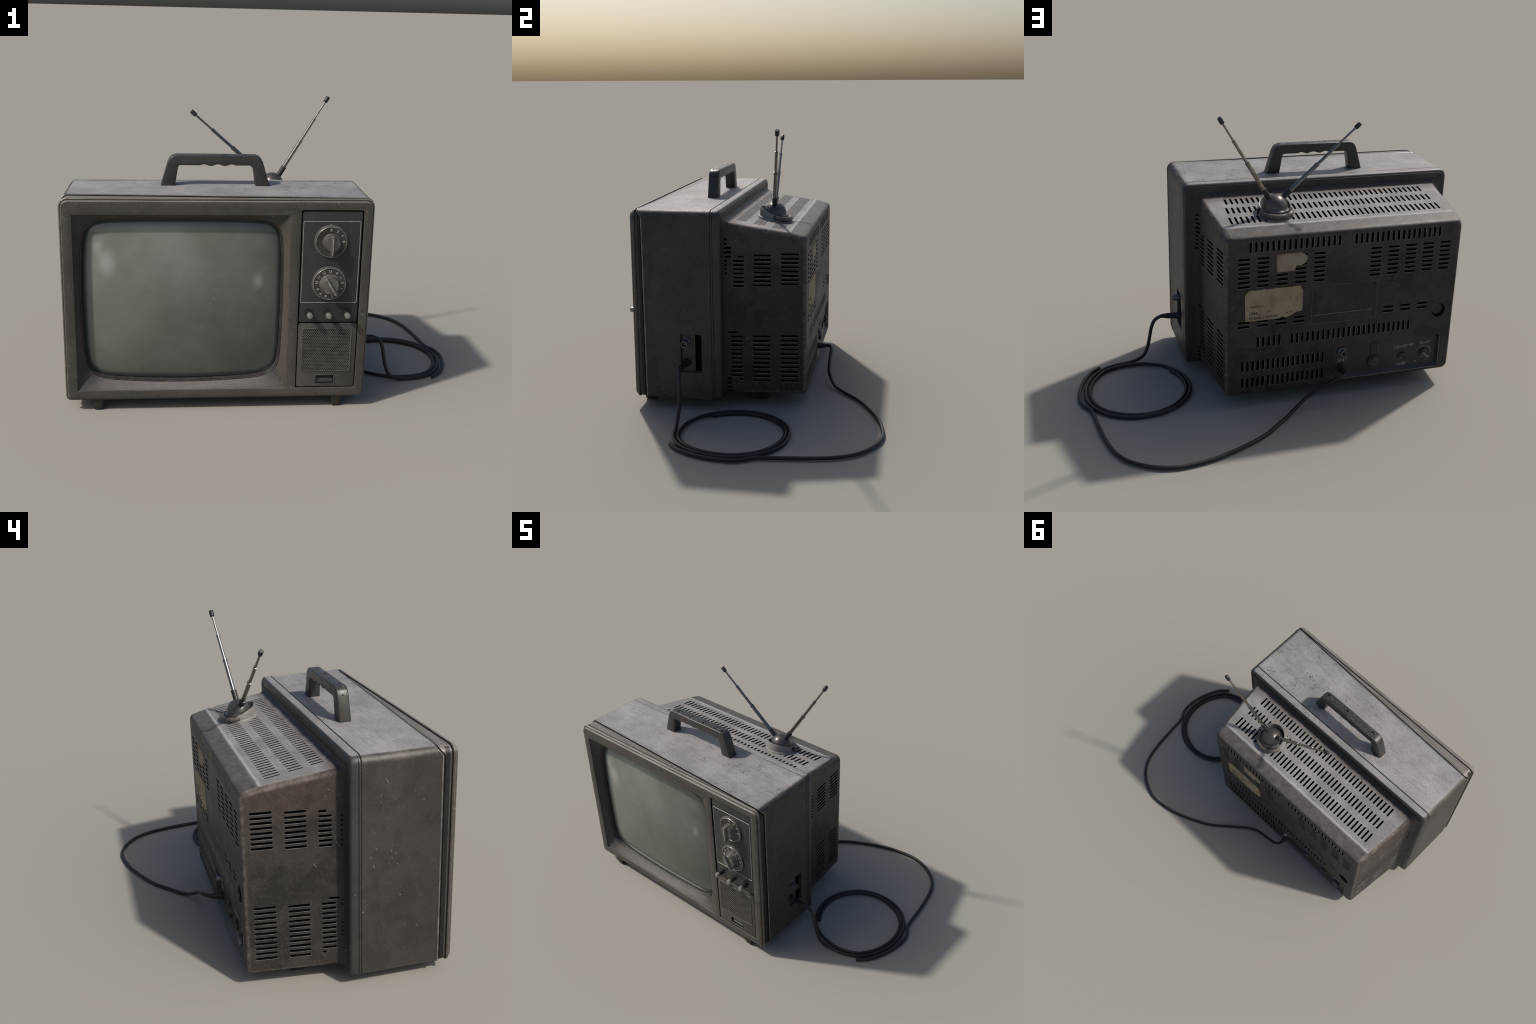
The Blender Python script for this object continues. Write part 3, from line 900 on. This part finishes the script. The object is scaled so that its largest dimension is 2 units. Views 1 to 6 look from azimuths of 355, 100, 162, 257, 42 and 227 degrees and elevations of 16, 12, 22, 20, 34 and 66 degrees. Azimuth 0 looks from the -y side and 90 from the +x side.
slope = math.atan(0.159)
kw = 0.0400 / 0.375
walls = {
    'top': Plane((0, 0, top_z(0)), (1, 0, 0), (0, math.cos(slope), -math.sin(slope))),
    'rear': Plane((0, REAR, 0), (-1, 0, 0), (0, 0, 1)),
    'right': Plane((CX + half_w(0), 0, 0), (-kw, 1, 0), (0, 0, 1)),
    'left': Plane((CX - half_w(0), 0, 0), (-kw, -1, 0), (0, 0, 1)),
}
slots = []           # (wall, cu, cv, length, width, along_u)


def row(wall, x_first, x_last, v0, v1, count, width=0.0118):
    for i in range(count):
        x = x_first + (x_last - x_first) * i / (count - 1)
        slots.append((wall, x if wall == 'top' else -x, (v0 + v1) / 2, abs(v1 - v0), width, False))


def stack(wall, a, b, z_top, pitch, count, width=0.0104, skip=()):
    """Horizontal slots from a to b (x on the rear wall, y on the side walls)."""
    for i in range(count):
        if i in skip:
            continue
        m = (a + b) / 2
        u = -m if wall == 'rear' else (m if wall == 'right' else -m)
        slots.append((wall, u, z_top - i * pitch, abs(b - a), width, True))


row('top', 0.2330, -0.8080, -0.118, -0.060, 39)
row('top', 0.2470, -0.8130, -0.026, 0.036, 39)
row('top', 0.2560, -0.8180, 0.072, 0.140, 40)
slots = [s for s in slots if not ((s[1] - 0.023) ** 2 + (s[2] - 0.052) ** 2 < 0.066 ** 2)]
row('rear', 0.200, -0.239, 0.822, 0.873, 17)
row('rear', -0.3235, -0.764, 0.822, 0.874, 17)
for k in range(5):
    x = 0.2305 - k * 0.0932
    stack('rear', x + 0.029, x - 0.029, 0.790, 0.0231, 7)
    x = -0.4310 - k * 0.0928
    stack('rear', x + 0.029, x - 0.029, 0.790, 0.0231, 7)
for k in range(4):
    x = 0.2280 - k * 0.0922
    stack('rear', x + 0.029, x - 0.029, 0.467, 0.0225, 2)
for k in range(3):
    x = -0.5200 - k * 0.0920
    stack('rear', x + 0.029, x - 0.029, 0.468, 0.0235, 2)
row('rear', 0.1565, 0.0480, 0.329, 0.383, 5)
row('rear', -0.0160, -0.6375, 0.328, 0.382, 24)
row('rear', 0.2325, -0.1805, 0.202, 0.258, 17)
row('rear', 0.2315, -0.1815, 0.112, 0.168, 17)
for w in ('right', 'left'):
    stack(w, 0.132, 0.223, 0.810, 0.0219, 8)
    stack(w, -0.006, 0.084, 0.803, 0.0219, 8)
    stack(w, -0.110, -0.053, 0.796 - 0.0219, 0.0215, 7)
    stack(w, -0.088, -0.053, 0.796, 0.02, 1)
    if w == 'right':
        stack(w, -0.170, -0.138, 0.885, 0.0222, 2)
        stack(w, -0.170, -0.116, 0.841, 0.0222, 3)
        stack(w, -0.170, -0.138, 0.776, 0.0215, 4)
    else:
        stack(w, -0.156, -0.144, 0.776, 0.0215, 7)
        stack(w, -0.156, -0.144, 0.395, 0.0190, 2)
        stack(w, -0.156, -0.144, 0.290, 0.0200, 4)
    stack(w, 0.129, 0.223, 0.386, 0.0238, 11)
    stack(w, -0.013, 0.079, 0.382, 0.0236, 11)
    stack(w, -0.124, -0.062, 0.379, 0.0231, 10)
    stack(w, -0.138, -0.090, 0.402, 0.0231, 1)
    stack(w, -0.080, -0.062, 0.150, 0.0231, 1)
    if w == 'right':
        stack(w, -0.145, -0.118, 0.155, 0.0225, 4)


def slot_cutter(which, throat=0.0016):
    bm = bmesh.new()
    for w, cu, cv, ln, wd, al in slots:
        if w not in which:
            continue
        P = walls[w]
        pts = stadium(cu, cv, ln, wd, al)
        loft([[P.at(u, v, 0.012) for u, v in pts], [P.at(u, v, -throat) for u, v in pts]], False, False, bm=bm)
        loft([[P.at(u, v, -throat) for u, v in pts], [P.at(u, v, -0.022) for u, v in pts]], False, True, bm=bm, mat=1)
        bm.faces.new([bm.verts.new(P.at(u, v, 0.012)) for u, v in pts])
    bmesh.ops.remove_doubles(bm, verts=bm.verts, dist=1e-5)
    return bm


cut(house, slot_cutter(('rear', 'right', 'left')), ['void', 'void'])
cut(house, slot_cutter(('top',), 0.0006), ['rim_top', 'void'])


def slot_rims(which, name, mat, height=0.0011, out=0.0024, half=0.0):
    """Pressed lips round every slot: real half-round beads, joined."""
    bm = bmesh.new()
    for w, cu, cv, ln, wd, al in slots:
        if w not in which or (w in ('left', 'right') and abs(cu) > 0.13 and cu * (1 if w == 'right' else -1) < 0):
            continue
        P = walls[w]
        prof = ((0.0, -0.002), (0.0002, height * 0.8), (out * 0.45, height), (out, -0.0006))
        loops = [stadium(cu, cv, ln + 2 * d, wd + 2 * d, al) for d, h in prof]
        if half:            # bright bead only along the lower side, standing in for sunlit edges
            lean = half if not al else 0.0
            m = len(loops[0])
            on = [(u - cu) / (ln if al else wd) * lean - (v - cv) / (wd if al else ln) * (1 if al else 0.5) > -0.02 for u, v in loops[0]]
            rows = [[bm.verts.new(P.at(u, v, h)) for u, v in lp] for lp, (d, h) in zip(loops, prof)]
            for ra, rb in zip(rows, rows[1:]):
                for i in range(m):
                    j = (i + 1) % m
                    if on[i] and on[j]:
                        bm.faces.new((ra[i], ra[j], rb[j], rb[i]))
            bmesh.ops.delete(bm, geom=[v for r in rows for v in r if not v.link_faces], context='VERTS')
        else:
            loft([[P.at(u, v, h) for u, v in lp] for lp, (d, h) in zip(loops, prof)], False, False, bm=bm)
    return add(name, bm, mat, house, deg=60, kind='stuff')


slot_rims(('top',), 'vent_rim', 'rim_top', 0.0004, 0.0020)
slot_rims(('rear',), 'vent_rim', 'rim', half=1.0)
slot_rims(('right', 'left'), 'vent_rim', 'rim', half=0.001)

# recessed socket panel low on the rear wall, and the deep screw well
SPX0, SPX1, SPZ0, SPZ1 = -0.823, -0.231, 0.094, 0.277
spy = REAR - 0.016
cb = bmesh.new()
cxp, czp = (SPX0 + SPX1) / 2, (SPZ0 + SPZ1) / 2
hwp, hhp = (SPX1 - SPX0) / 2, (SPZ1 - SPZ0) / 2
loft([[(x, REAR + 0.02, z) for x, z in rrect(cxp, czp, hwp + 0.002, hhp + 0.002, 0.012, 4)], [(x, REAR - 0.001, z) for x, z in rrect(cxp, czp, hwp, hhp, 0.012, 4)],
      [(x, spy, z) for x, z in rrect(cxp, czp + 0.004, hwp - 0.012, hhp - 0.012, 0.008, 4)]], bm=cb)
cut(house, cb, ['panel'])
cut(house, lathe([(0.0385, -0.02), (0.0385, 0.02)], (-0.8005, REAR, 0.418), (0, 1, 0), 40), ['gap'])
sharp_by_angle(house.data, 35)
wl = lathe([(0.0430, -0.001), (0.0415, 0.0016), (0.0385, 0.0012), (0.0375, -0.006), (0.0370, -0.006)], (-0.8005, REAR, 0.418), (0, 1, 0), 40, caps=False)
well = add('screw_well', wl, 'screw', house, deg=40)
sw = lathe([(0.031, -0.019), (0.031, -0.0155), (0.028, -0.0135), (0.0, -0.0125)], (-0.8005, REAR, 0.418), (0, 1, 0), 32)
for a in (0.5, 0.5 + math.pi / 2):
    c, s = math.cos(a), math.sin(a)
    q = [(-0.8005 + c * u - s * w, 0.418 + s * u + c * w) for u, w in ((-0.013, -0.002), (0.013, -0.002), (0.013, 0.002), (-0.013, 0.002))]
    prism(q, REAR - 0.0135, REAR - 0.0115, bm=sw)
add('well_screw', sw, 'black', well, deg=30)

# cover plate with a raised line
cover = add('cover_plate', bevel_bm(prism(rrect(-0.2810, 0.519, 0.1665, 0.0965, 0.004, 3), REAR - 0.002, REAR + 0.0010), 0.0008), 'housing', house)
outline_frame_y = REAR
gr = loft([[(x, REAR + h, z) for x, z in rrect(-0.2810, 0.519, 0.1688 + i, 0.0988 + i, 0.005, 3)] for i, h in ((0.0022, -0.001), (0.0018, 0.0011), (0.0004, 0.0011), (0.0, -0.001))], False, False)
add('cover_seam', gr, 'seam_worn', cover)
add('cover_line', bevel_bm(box(-0.4310, -0.1250, REAR, REAR + 0.0022, 0.4660, 0.4683), 0.0006, 50, 1), 'rim', cover)

ledge = bmesh.new()
for q in ([(SPX0 + 0.010, SPZ0 - 0.0026), (SPX1 - 0.004, SPZ0 - 0.0026), (SPX1 - 0.004, SPZ0 - 0.0004), (SPX0 + 0.010, SPZ0 - 0.0004)],
          [(SPX0 - 0.0026, SPZ0 + 0.010), (SPX0 - 0.0004, SPZ0 + 0.010), (SPX0 - 0.0004, SPZ1 - 0.012), (SPX0 - 0.0026, SPZ1 - 0.012)]):
    prism(q, REAR - 0.002, REAR + 0.0010, bm=ledge)
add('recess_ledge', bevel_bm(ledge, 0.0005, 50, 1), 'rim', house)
# sockets, fuse, trimmer and knob on the recessed panel
Y = (0, 1, 0)
sk = add('aerial_socket', lathe([(0.0230, -0.004), (0.0225, 0.004), (0.0200, 0.0065), (0.0165, 0.007), (0.0155, 0.026), (0.0140, 0.029), (0.0108, 0.029), (0.0098, 0.024), (0.0098, 0.012), (0.0, 0.012)], (-0.2900, spy, 0.2395), Y, 28), 'jack', house)
add('socket_pin', lathe([(0.003, 0.010), (0.003, 0.024), (0.0, 0.026)], (-0.2900, spy, 0.2395), Y, 10), 'black', sk)
join_texts('socket_lettering', [('\u0410\u041d\u0422', 0.030, -0.2930, spy + 0.0006, 0.1885, 4, 0)], 'script', house, 1)
fu = add('fuse_cap', lathe([(0.0370, -0.004), (0.0365, 0.010), (0.0340, 0.0135), (0.0310, 0.0135), (0.0300, 0.011), (0.0270, 0.011), (0.0260, 0.0155), (0.0, 0.0155)], (-0.4680, spy, 0.1615), Y, 36), 'screw', house)
q = [(-0.4680 + 0.86 * u - 0.5 * w * -1, 0.1615 - 0.5 * u * -1 + 0.86 * w) for u, w in ((-0.019, -0.0028), (0.019, -0.0028), (0.019, 0.0028), (-0.019, 0.0028))]
add('fuse_slot_bar', prism(q, spy + 0.0145, spy + 0.0161), 'gap', fu)  # dark bar on the cap in place of a cut slot
clip = bevel_bm(prism(rrect(-0.4680, 0.2420, 0.0255, 0.0260, 0.014, 4), spy - 0.002, spy + 0.004), 0.001)
prism(rrect(-0.4680, 0.2060, 0.0220, 0.016, 0.002, 2), spy - 0.002, spy + 0.0035, bm=clip)
cp = add('fuse_clip', clip, 'black', house)
cr = bmesh.new()
for i in range(3):
    x = -0.4580 - i * 0.010
    prism(rrect(x, 0.2420, 0.0022, 0.0185, 0.001, 2), spy + 0.002, spy + 0.0065, bm=cr)
add('clip_rib', cr, 'screw', cp)
tr = add('trimmer', lathe([(0.0270, -0.004), (0.0270, 0.0025), (0.0255, 0.0025), (0.0250, 0.0005), (0.0205, 0.0005), (0.0200, 0.0070), (0.0180, 0.0085), (0.0, 0.0085)], (-0.6255, spy, 0.1690), Y, 32), 'screw', house)
q = [(-0.6255 + 0.77 * u - 0.64 * w, 0.1690 - 0.64 * u * -1 * -1 * -1 + 0.77 * w) for u, w in ((-0.018, -0.002), (0.018, -0.002), (0.018, 0.002), (-0.018, 0.002))]
add('trimmer_slot_bar', prism(q, spy + 0.0075, spy + 0.0091), 'gap', tr)  # dark bar laid on the trimmer, no slot is cut
kn = lathe([(0.0300, -0.004), (0.0295, 0.002), (0.0260, 0.003), (0.0255, 0.012), (0.0235, 0.014), (0.0, 0.014)], (-0.7470, spy, 0.1720), Y, 32)
kk = add('contrast_knob', kn, 'screw', house)
rg = []
ca, sa = math.cos(math.radians(-140)), math.sin(math.radians(-140))
for s, k in ((-0.020, 0.8), (-0.016, 1), (0.026, 1), (0.030, 0.7)):
    rg.append([(-0.7470 + ca * s - sa * w * k, spy + h, 0.1720 + sa * s + ca * w * k) for w, h in ((0.007, 0.008), (0.006, 0.026), (-0.006, 0.026), (-0.007, 0.008))])
add('knob_grip', bevel_bm(loft(rg), 0.001, 50, 1), 'jack', kk)
arc = [Vector((-0.7470 + 0.041 * math.cos(a), spy + 0.0006, 0.1720 + 0.041 * math.sin(a))) for a in (math.radians(d) for d in range(20, 231, 7))]
add('knob_scale', tube(arc, 0.0011, 6), 'ink', kk)
join_texts('script_lettering', [('\u041a\u0443\u0440\u0441\u043e\u0440\u043d\u0430\u0440', 0.024, -0.6280, spy + 0.0006, 0.2270, 5, 0.45, 0.118), ('\u041b\u0438\u043d\u0435\u0439\u043d', 0.020, -0.7490, spy + 0.0006, 0.2310, 5, 0.45, 0.064),
                                ('\u0422\u0435\u043c\u0431\u0440', 0.024, -0.6180, spy + 0.0006, 0.1240, 5, 0.45, 0.058), ('-', 0.03, -0.706, spy + 0.0006, 0.1330, 0, 0), ('+', 0.02, -0.765, spy + 0.0006, 0.129, 0, 0)], 'script', house, 1)


def sticker(name, outline, mat, rough_edges, amp=0.0022):
    """Torn paper: straight sides kept, listed sides broken into ragged steps."""
    pts = []
    n = len(outline)
    for i, (x, z) in enumerate(outline):
        x2, z2 = outline[(i + 1) % n]
        pts.append((x, z))
        L = math.hypot(x2 - x, z2 - z)
        k = max(1, int(L / (0.006 if i in rough_edges else 0.04)))
        a = amp if i in rough_edges else amp * 0.15
        for j in range(1, k):
            t = j / k
            nx, nz = -(z2 - z) / L, (x2 - x) / L
            d = rng.uniform(-a, a)
            pts.append((x + (x2 - x) * t + nx * d, z + (z2 - z) * t + nz * d))
    return add(name, prism(pts, REAR - 0.0005, REAR + 0.0020), mat, house, deg=30)


sticker('price_sticker', [(0.074, 0.802), (-0.046, 0.804), (-0.060, 0.797), (-0.076, 0.785), (-0.079, 0.770), (-0.068, 0.750), (-0.052, 0.741), (-0.026, 0.741), (-0.021, 0.733), (-0.018, 0.718), (-0.012, 0.713), (0.071, 0.713)], 'price', (1, 3, 4, 5, 6), 0.0012)
lab = sticker('maker_label', [(0.2255, 0.609), (0.2060, 0.631), (-0.049, 0.634), (-0.0625, 0.607), (-0.0625, 0.503), (-0.035, 0.499), (-0.008, 0.484), (0.017, 0.474), (0.046, 0.480), (0.054, 0.473), (0.2215, 0.473)], 'label', (1, 4, 5, 6, 7, 8), 0.0028)
T = REAR + 0.0021
join_texts('label_print', [('\u041f\u0440\u0438\u043c\u0435\u0436\u0430\u0442\u0435', 0.0160, 0.1690, T, 0.5470, 0, 0, 0.068), ('\u0426\u0456\u043d\u0430', 0.0200, 0.1830, T, 0.5145, 0, 0, 0.040), ('.........', 0.0160, 0.1420, T, 0.5100, 0, 0, 0.034), ('120', 0.016, 0.1100, T, 0.5165, 0, 0, 0.020),
                           ('\u041c\u043e\u0434\u0435\u043b\u044c', 0.0200, 0.1720, T, 0.4870, 0, 0, 0.060), ('\u041f055503', 0.0200, 0.0960, T, 0.4885, 0, 0, 0.072), ('\u0436. \u0442\u0440', 0.017, 0.0050, T, 0.5010, 6, 0, 0.034)], 'print', lab, 1)

# ------------------------------------------------------------------ handle
HX = -0.2905
HY0, HY1 = -0.3265, -0.2700
outer = [(-0.2635, 1.030), (-0.2290, 1.145), (-0.2200, 1.164), (-0.2080, 1.176), (-0.1900, 1.1825), (0.1900, 1.1825), (0.2080, 1.176), (0.2200, 1.164), (0.2290, 1.145), (0.2635, 1.030)]
under = [(0.1935, 1.030), (0.1825, 1.100), (0.1790, 1.122), (0.1740, 1.1315), (0.1660, 1.1335)]
for i in range(25):        # three finger waves in the middle of the grip
    t = i / 24
    x = 0.112 - t * 0.202
    env = min(1, 6 * t, 6 * (1 - t))
    under.append((x, 1.1330 + 0.0042 * env * (0.3 - math.cos(2 * math.pi * 3 * t))))
under += [(-0.1660, 1.1335), (-0.1740, 1.1315), (-0.1790, 1.122), (-0.1825, 1.100), (-0.1935, 1.030)]
hpts = [(HX + x, z) for x, z in outer + under]
handle = add('handle', bevel_bm(prism(hpts, HY0, HY1), 0.0065, 60, 3), 'handle', deg=35)
cb = bmesh.new()
for x in (-0.2480, -0.4480, -0.100):
    prism([(p[0], p[1]) for p in [(x + 0.010 * math.cos(a), 0.5 + 0.004 * math.sin(a)) for a in (2 * math.pi * k / 10 for k in range(10))]], 0, 1, bm=cb)
for v in cb.verts:
    v.co = (v.co.x, -0.3055 + (v.co.z - 0.5), 1.171 if v.co.y < 0.5 else 1.20)
cut(handle, cb, ['gap'])
sharp_by_angle(handle.data, 35)
for x in (-0.1470, -0.3500):
    add('grip_seam', box(x - 0.0011, x + 0.0011, HY0 + 0.008, HY1 - 0.008, 1.178, 1.1829), 'gap', handle)
for sx in (-1, 1):
    add('mount_lug', lathe([(0.017, 0.0), (0.017, 0.003), (0.014, 0.005), (0.0, 0.006)], (HX + sx * 0.2250, HY1 - 0.004, 1.0335), (0, 0.35, 1), 20), 'handle', handle)
    add('leg_dark_block', bevel_bm(box(HX + sx * 0.2262 - 0.003, HX + sx * 0.2262 + 0.003, -0.302, -0.294, 1.146, 1.1505), 0.001), 'gap', handle)  # dark block set into the leg in place of a hole

# ------------------------------------------------------------------ antenna
AX, AY = 0.0230, 0.0520
za = top_z(AY)


def collar():
    bm = bmesh.new()
    seg = 56
    prof_n = []
    rows = []
    for k, (r, h) in enumerate(((0.0905, -0.012), (0.0905, 0.004), (0.0880, 0.008), (0.0800, 0.010), (0.0785, None), (0.0770, None), (0.0735, None), (0.0720, 0.004))):
        ring = []
        for i in range(seg):
            a = 2 * math.pi * i / seg
            ca, sa = math.cos(a), math.sin(a)
            tall = 0.038 + 0.020 * (-sa)           # higher towards the front of the set
            hh = {4: tall - 0.002, 5: tall, 6: tall - 0.001}.get(k, h)
            # the rear half carries a fatter band
            fat = 0.006 * sstep(0.1, 0.6, sa) if k in (4, 5) else 0
            ring.append(Vector((AX + (r + fat) * ca, AY + (r + fat) * sa, top_z(AY + r * sa) + hh)))
        rows.append(ring)
    loft(rows, False, False, bm=bm)
    for f in bm.faces:
        c = f.calc_center_median()
        if c.y - AY > 0.012 + 0.35 * abs(c.x - AX) * 0.5:
            f.material_index = 1
    return bm


ab = add('antenna_base', collar(), ['collar', 'collar_back'], deg=40)
ab_band = []
for d in range(8, 173, 6):
    a = math.radians(d)
    ab_band.append(Vector((AX + 0.083 * math.cos(a), AY + 0.083 * math.sin(a), top_z(AY + 0.083 * math.sin(a)) + 0.017)))
bd = tube(ab_band, lambda f: 0.0135 * min(1, 0.45 + 3 * f, 0.45 + 3 * (1 - f)), 12)
add('base_band', bd, 'collar_back', ab, deg=50)
dm = bmesh.new()
prof = [(0.0700, 0.004), (0.0695, 0.022), (0.0660, 0.0245), (0.0635, 0.0250), (0.0610, 0.0275), (0.0595, 0.0330)]
for i in range(1, 15):
    t = math.radians(i * 90 / 14)
    prof.append((0.0595 * math.cos(t) if i < 14 else 0.0, 0.0330 + 0.0590 * math.sin(t)))
lathe(prof, (AX, AY + 0.002, za), (0, 0, 1), 48, bm=dm)
dome = add('antenna_dome', dm, 'dome', ab, deg=45)
add('collar_dark_block', box(AX + 0.066, AX + 0.0925, AY + 0.012, AY + 0.0145, za - 0.004, za + 0.030), 'gap', ab)  # dark block across the collar in place of an open split


def aerial(points, radii, sleeve):
    """Telescopic rod: ribbed sleeve, three stages with ferrules, and a black tip."""
    P = [Vector(p) for p in points]       # sleeve foot, sleeve top, joint, joint, tip foot, tip top
    d = (P[5] - P[1]).normalized()
    L = [(p - P[0]).dot(d) for p in P]
    o = P[1] - d * L[1]
    rod = lathe([(radii[0], L[1] - 0.02), (radii[0], L[2] - 0.010), (radii[0] + 0.0014, L[2] - 0.009), (radii[0] + 0.0014, L[2] + 0.002), (radii[1], L[2] + 0.003),
                 (radii[1], L[3] - 0.009), (radii[1] + 0.0014, L[3] - 0.008), (radii[1] + 0.0014, L[3] + 0.002), (radii[2], L[3] + 0.003), (radii[2], L[4] + 0.004)], o, d, 16)
    r = add('antenna_rod', rod, 'chrome', ab, deg=40)
    sp = [(0.0125, L[0] - 0.012)]
    k = 5
    for i in range(k):
        h0 = L[0] + (L[1] - L[0]) * i / k
        h1 = L[0] + (L[1] - L[0]) * (i + 0.8) / k
        sp += [(sleeve, h0), (sleeve, h1), (sleeve - 0.0014, h1 + 0.0006), (sleeve - 0.0014, L[0] + (L[1] - L[0]) * (i + 1) / k - 0.0006)]
    sp += [(sleeve + 0.001, L[1] - 0.003), (sleeve + 0.001, L[1] + 0.003), (radii[0], L[1] + 0.004)]
    add('rod_sleeve', lathe(sp, o, d, 20), 'black', r, deg=30)
    w = 0.0112
    add('rod_tip', lathe([(radii[2], L[4] - 0.002), (w - 0.001, L[4]), (w, L[4] + 0.002), (w, L[4] + 0.010), (w - 0.001, L[4] + 0.011), (w, L[4] + 0.012), (w, L[5] - 0.003), (w - 0.002, L[5]), (0, L[5])], o, d, 16), 'black', r, deg=35)
    add('pivot_boss', lathe([(0.0175, L[0] - 0.022), (0.0175, L[0] - 0.006), (0.0155, L[0] - 0.003), (0.0, L[0] - 0.002)], o, d, 20), 'dome', ab, deg=35)
    return r


aerial([(0.0630, 0.0575, 1.0110), (0.0840, 0.0620, 1.0560), (0.1730, 0.0810, 1.1970), (0.2420, 0.0960, 1.3080), (0.2975, 0.1080, 1.3950), (0.3140, 0.1115, 1.4215)], (0.0102, 0.0078, 0.0052), 0.0137)
aerial([(-0.0180, 0.0500, 1.0060), (-0.0490, 0.0470, 1.0390), (-0.1880, 0.0400, 1.1600), (-0.2940, 0.0340, 1.2530), (-0.3790, 0.0295, 1.3280), (-0.4030, 0.0285, 1.3490)], (0.0102, 0.0078, 0.0052), 0.0137)

# ------------------------------------------------------------------ feet
fb = bmesh.new()
loft([[(x, y, 0.0) for x, y in rrect(0, 0, 0.0170, 0.028, 0.004, 2)], [(x, y, 0.004) for x, y in rrect(0, 0, 0.0190, 0.030, 0.004, 2)],
      [(x, y, 0.045) for x, y in rrect(0, 0, 0.0260, 0.036, 0.004, 2)], [(x, y, 0.068) for x, y in rrect(0, 0, 0.0265, 0.036, 0.004, 2)]], bm=fb)
f0 = add('foot', fb, 'foot', loc=(0.2960, -0.5680, 0.0))
copy_of(f0, (-0.8520, -0.5680, 0.0))
fr = bmesh.new()
loft([[(x, y, 0.0) for x, y in rrect(0, 0, 0.022, 0.036, 0.004, 2)], [(x, y, 0.040) for x, y in rrect(0, 0, 0.027, 0.042, 0.004, 2)],
      [(x, y, 0.078) for x, y in rrect(0, 0, 0.027, 0.042, 0.004, 2)]], bm=fr)
f1 = add('foot', fr, 'foot', loc=(0.2050, 0.0080, 0.0))
copy_of(f1, (-0.7750, 0.0080, 0.0))

# ------------------------------------------------------------------ cables
CR = 0.0092
G = CR
lead = [(0.500, -0.346, 0.2555), (0.530, -0.345, 0.2540), (0.560, -0.341, 0.2370), (0.578, -0.337, 0.2000), (0.590, -0.333, 0.1450), (0.602, -0.333, 0.0900),
        (0.622, -0.335, 0.0430), (0.655, -0.333, 0.0190), (0.700, -0.326, 0.0100)]
ring1 = [(0.787, -0.311), (0.862, -0.272), (0.915, -0.207), (0.949, -0.126), (0.961, -0.030), (0.947, 0.048), (0.915, 0.113), (0.862, 0.171), (0.790, 0.210), (0.708, 0.224), (0.620, 0.214),
         (0.540, 0.174), (0.473, 0.100), (0.441, 0.015), (0.438, -0.060), (0.461, -0.145), (0.520, -0.231)]
ring2 = [(0.600, -0.280), (0.684, -0.299), (0.772, -0.291), (0.841, -0.260), (0.890, -0.203), (0.924, -0.129), (0.938, -0.041), (0.926, 0.037), (0.888, 0.113), (0.816, 0.172), (0.721, 0.203), (0.629, 0.197),
         (0.543, 0.151), (0.482, 0.073), (0.457, -0.019), (0.472, -0.116), (0.509, -0.189)]
path = catmull(lead + [(x, y, G) for x, y in ring1 + ring2])
cable = add('cable', tube(path, CR, 12), 'rubber', deg=60)
plug = lathe([(0.0200, -0.035), (0.0200, 0.014), (0.0185, 0.016), (0.0165, 0.017), (0.0160, 0.034), (0.0150, 0.058), (0.0118, 0.082), (CR + 0.0005, 0.096), (CR, 0.098)], (0.4270, -0.3420, 0.2510), (0.998, -0.045, 0.055), 24)
add('cable_plug', plug, 'rubber', cable, deg=40)

tail = [(0.866, -0.306), (0.921, -0.251), (0.962, -0.168), (0.985, -0.085), (0.9905, -0.010), (0.982, 0.040), (0.968, 0.070), (0.951, 0.094), (0.940, 0.140), (0.931, 0.225), (0.914, 0.345), (0.889, 0.455), (0.854, 0.530),
        (0.808, 0.583), (0.745, 0.627), (0.682, 0.652), (0.610, 0.6635), (0.530, 0.657), (0.455, 0.643), (0.385, 0.620), (0.298, 0.583), (0.190, 0.525), (0.100, 0.452)]
rise = [(0.040, 0.403, 0.0120), (0.000, 0.373, 0.0240), (-0.073, 0.342, 0.0620), (-0.127, 0.338, 0.0920), (-0.182, 0.337, 0.1180), (-0.228, 0.338, 0.1400), (-0.262, 0.333, 0.1500), (-0.282, 0.315, 0.1500), (-0.2880, 0.285, 0.1470)]
cable2 = add('cable', tube(catmull([(x, y, G) for x, y in tail] + rise), CR, 12), 'rubber', deg=60)
pl2 = lathe([(0.0205, -0.02), (0.0205, 0.010), (0.0175, 0.012), (0.0165, 0.020), (0.0135, 0.040), (CR + 0.0005, 0.062), (CR, 0.064)], (-0.2885, spy, 0.1440), (0.05, 1, 0.05), 24)
add('cable_plug', pl2, 'rubber', cable2, deg=40)

# ------------------------------------------------------------------ helper cleanup
for me in [m for m in bpy.data.meshes if m.users == 0]:
    bpy.data.meshes.remove(me)
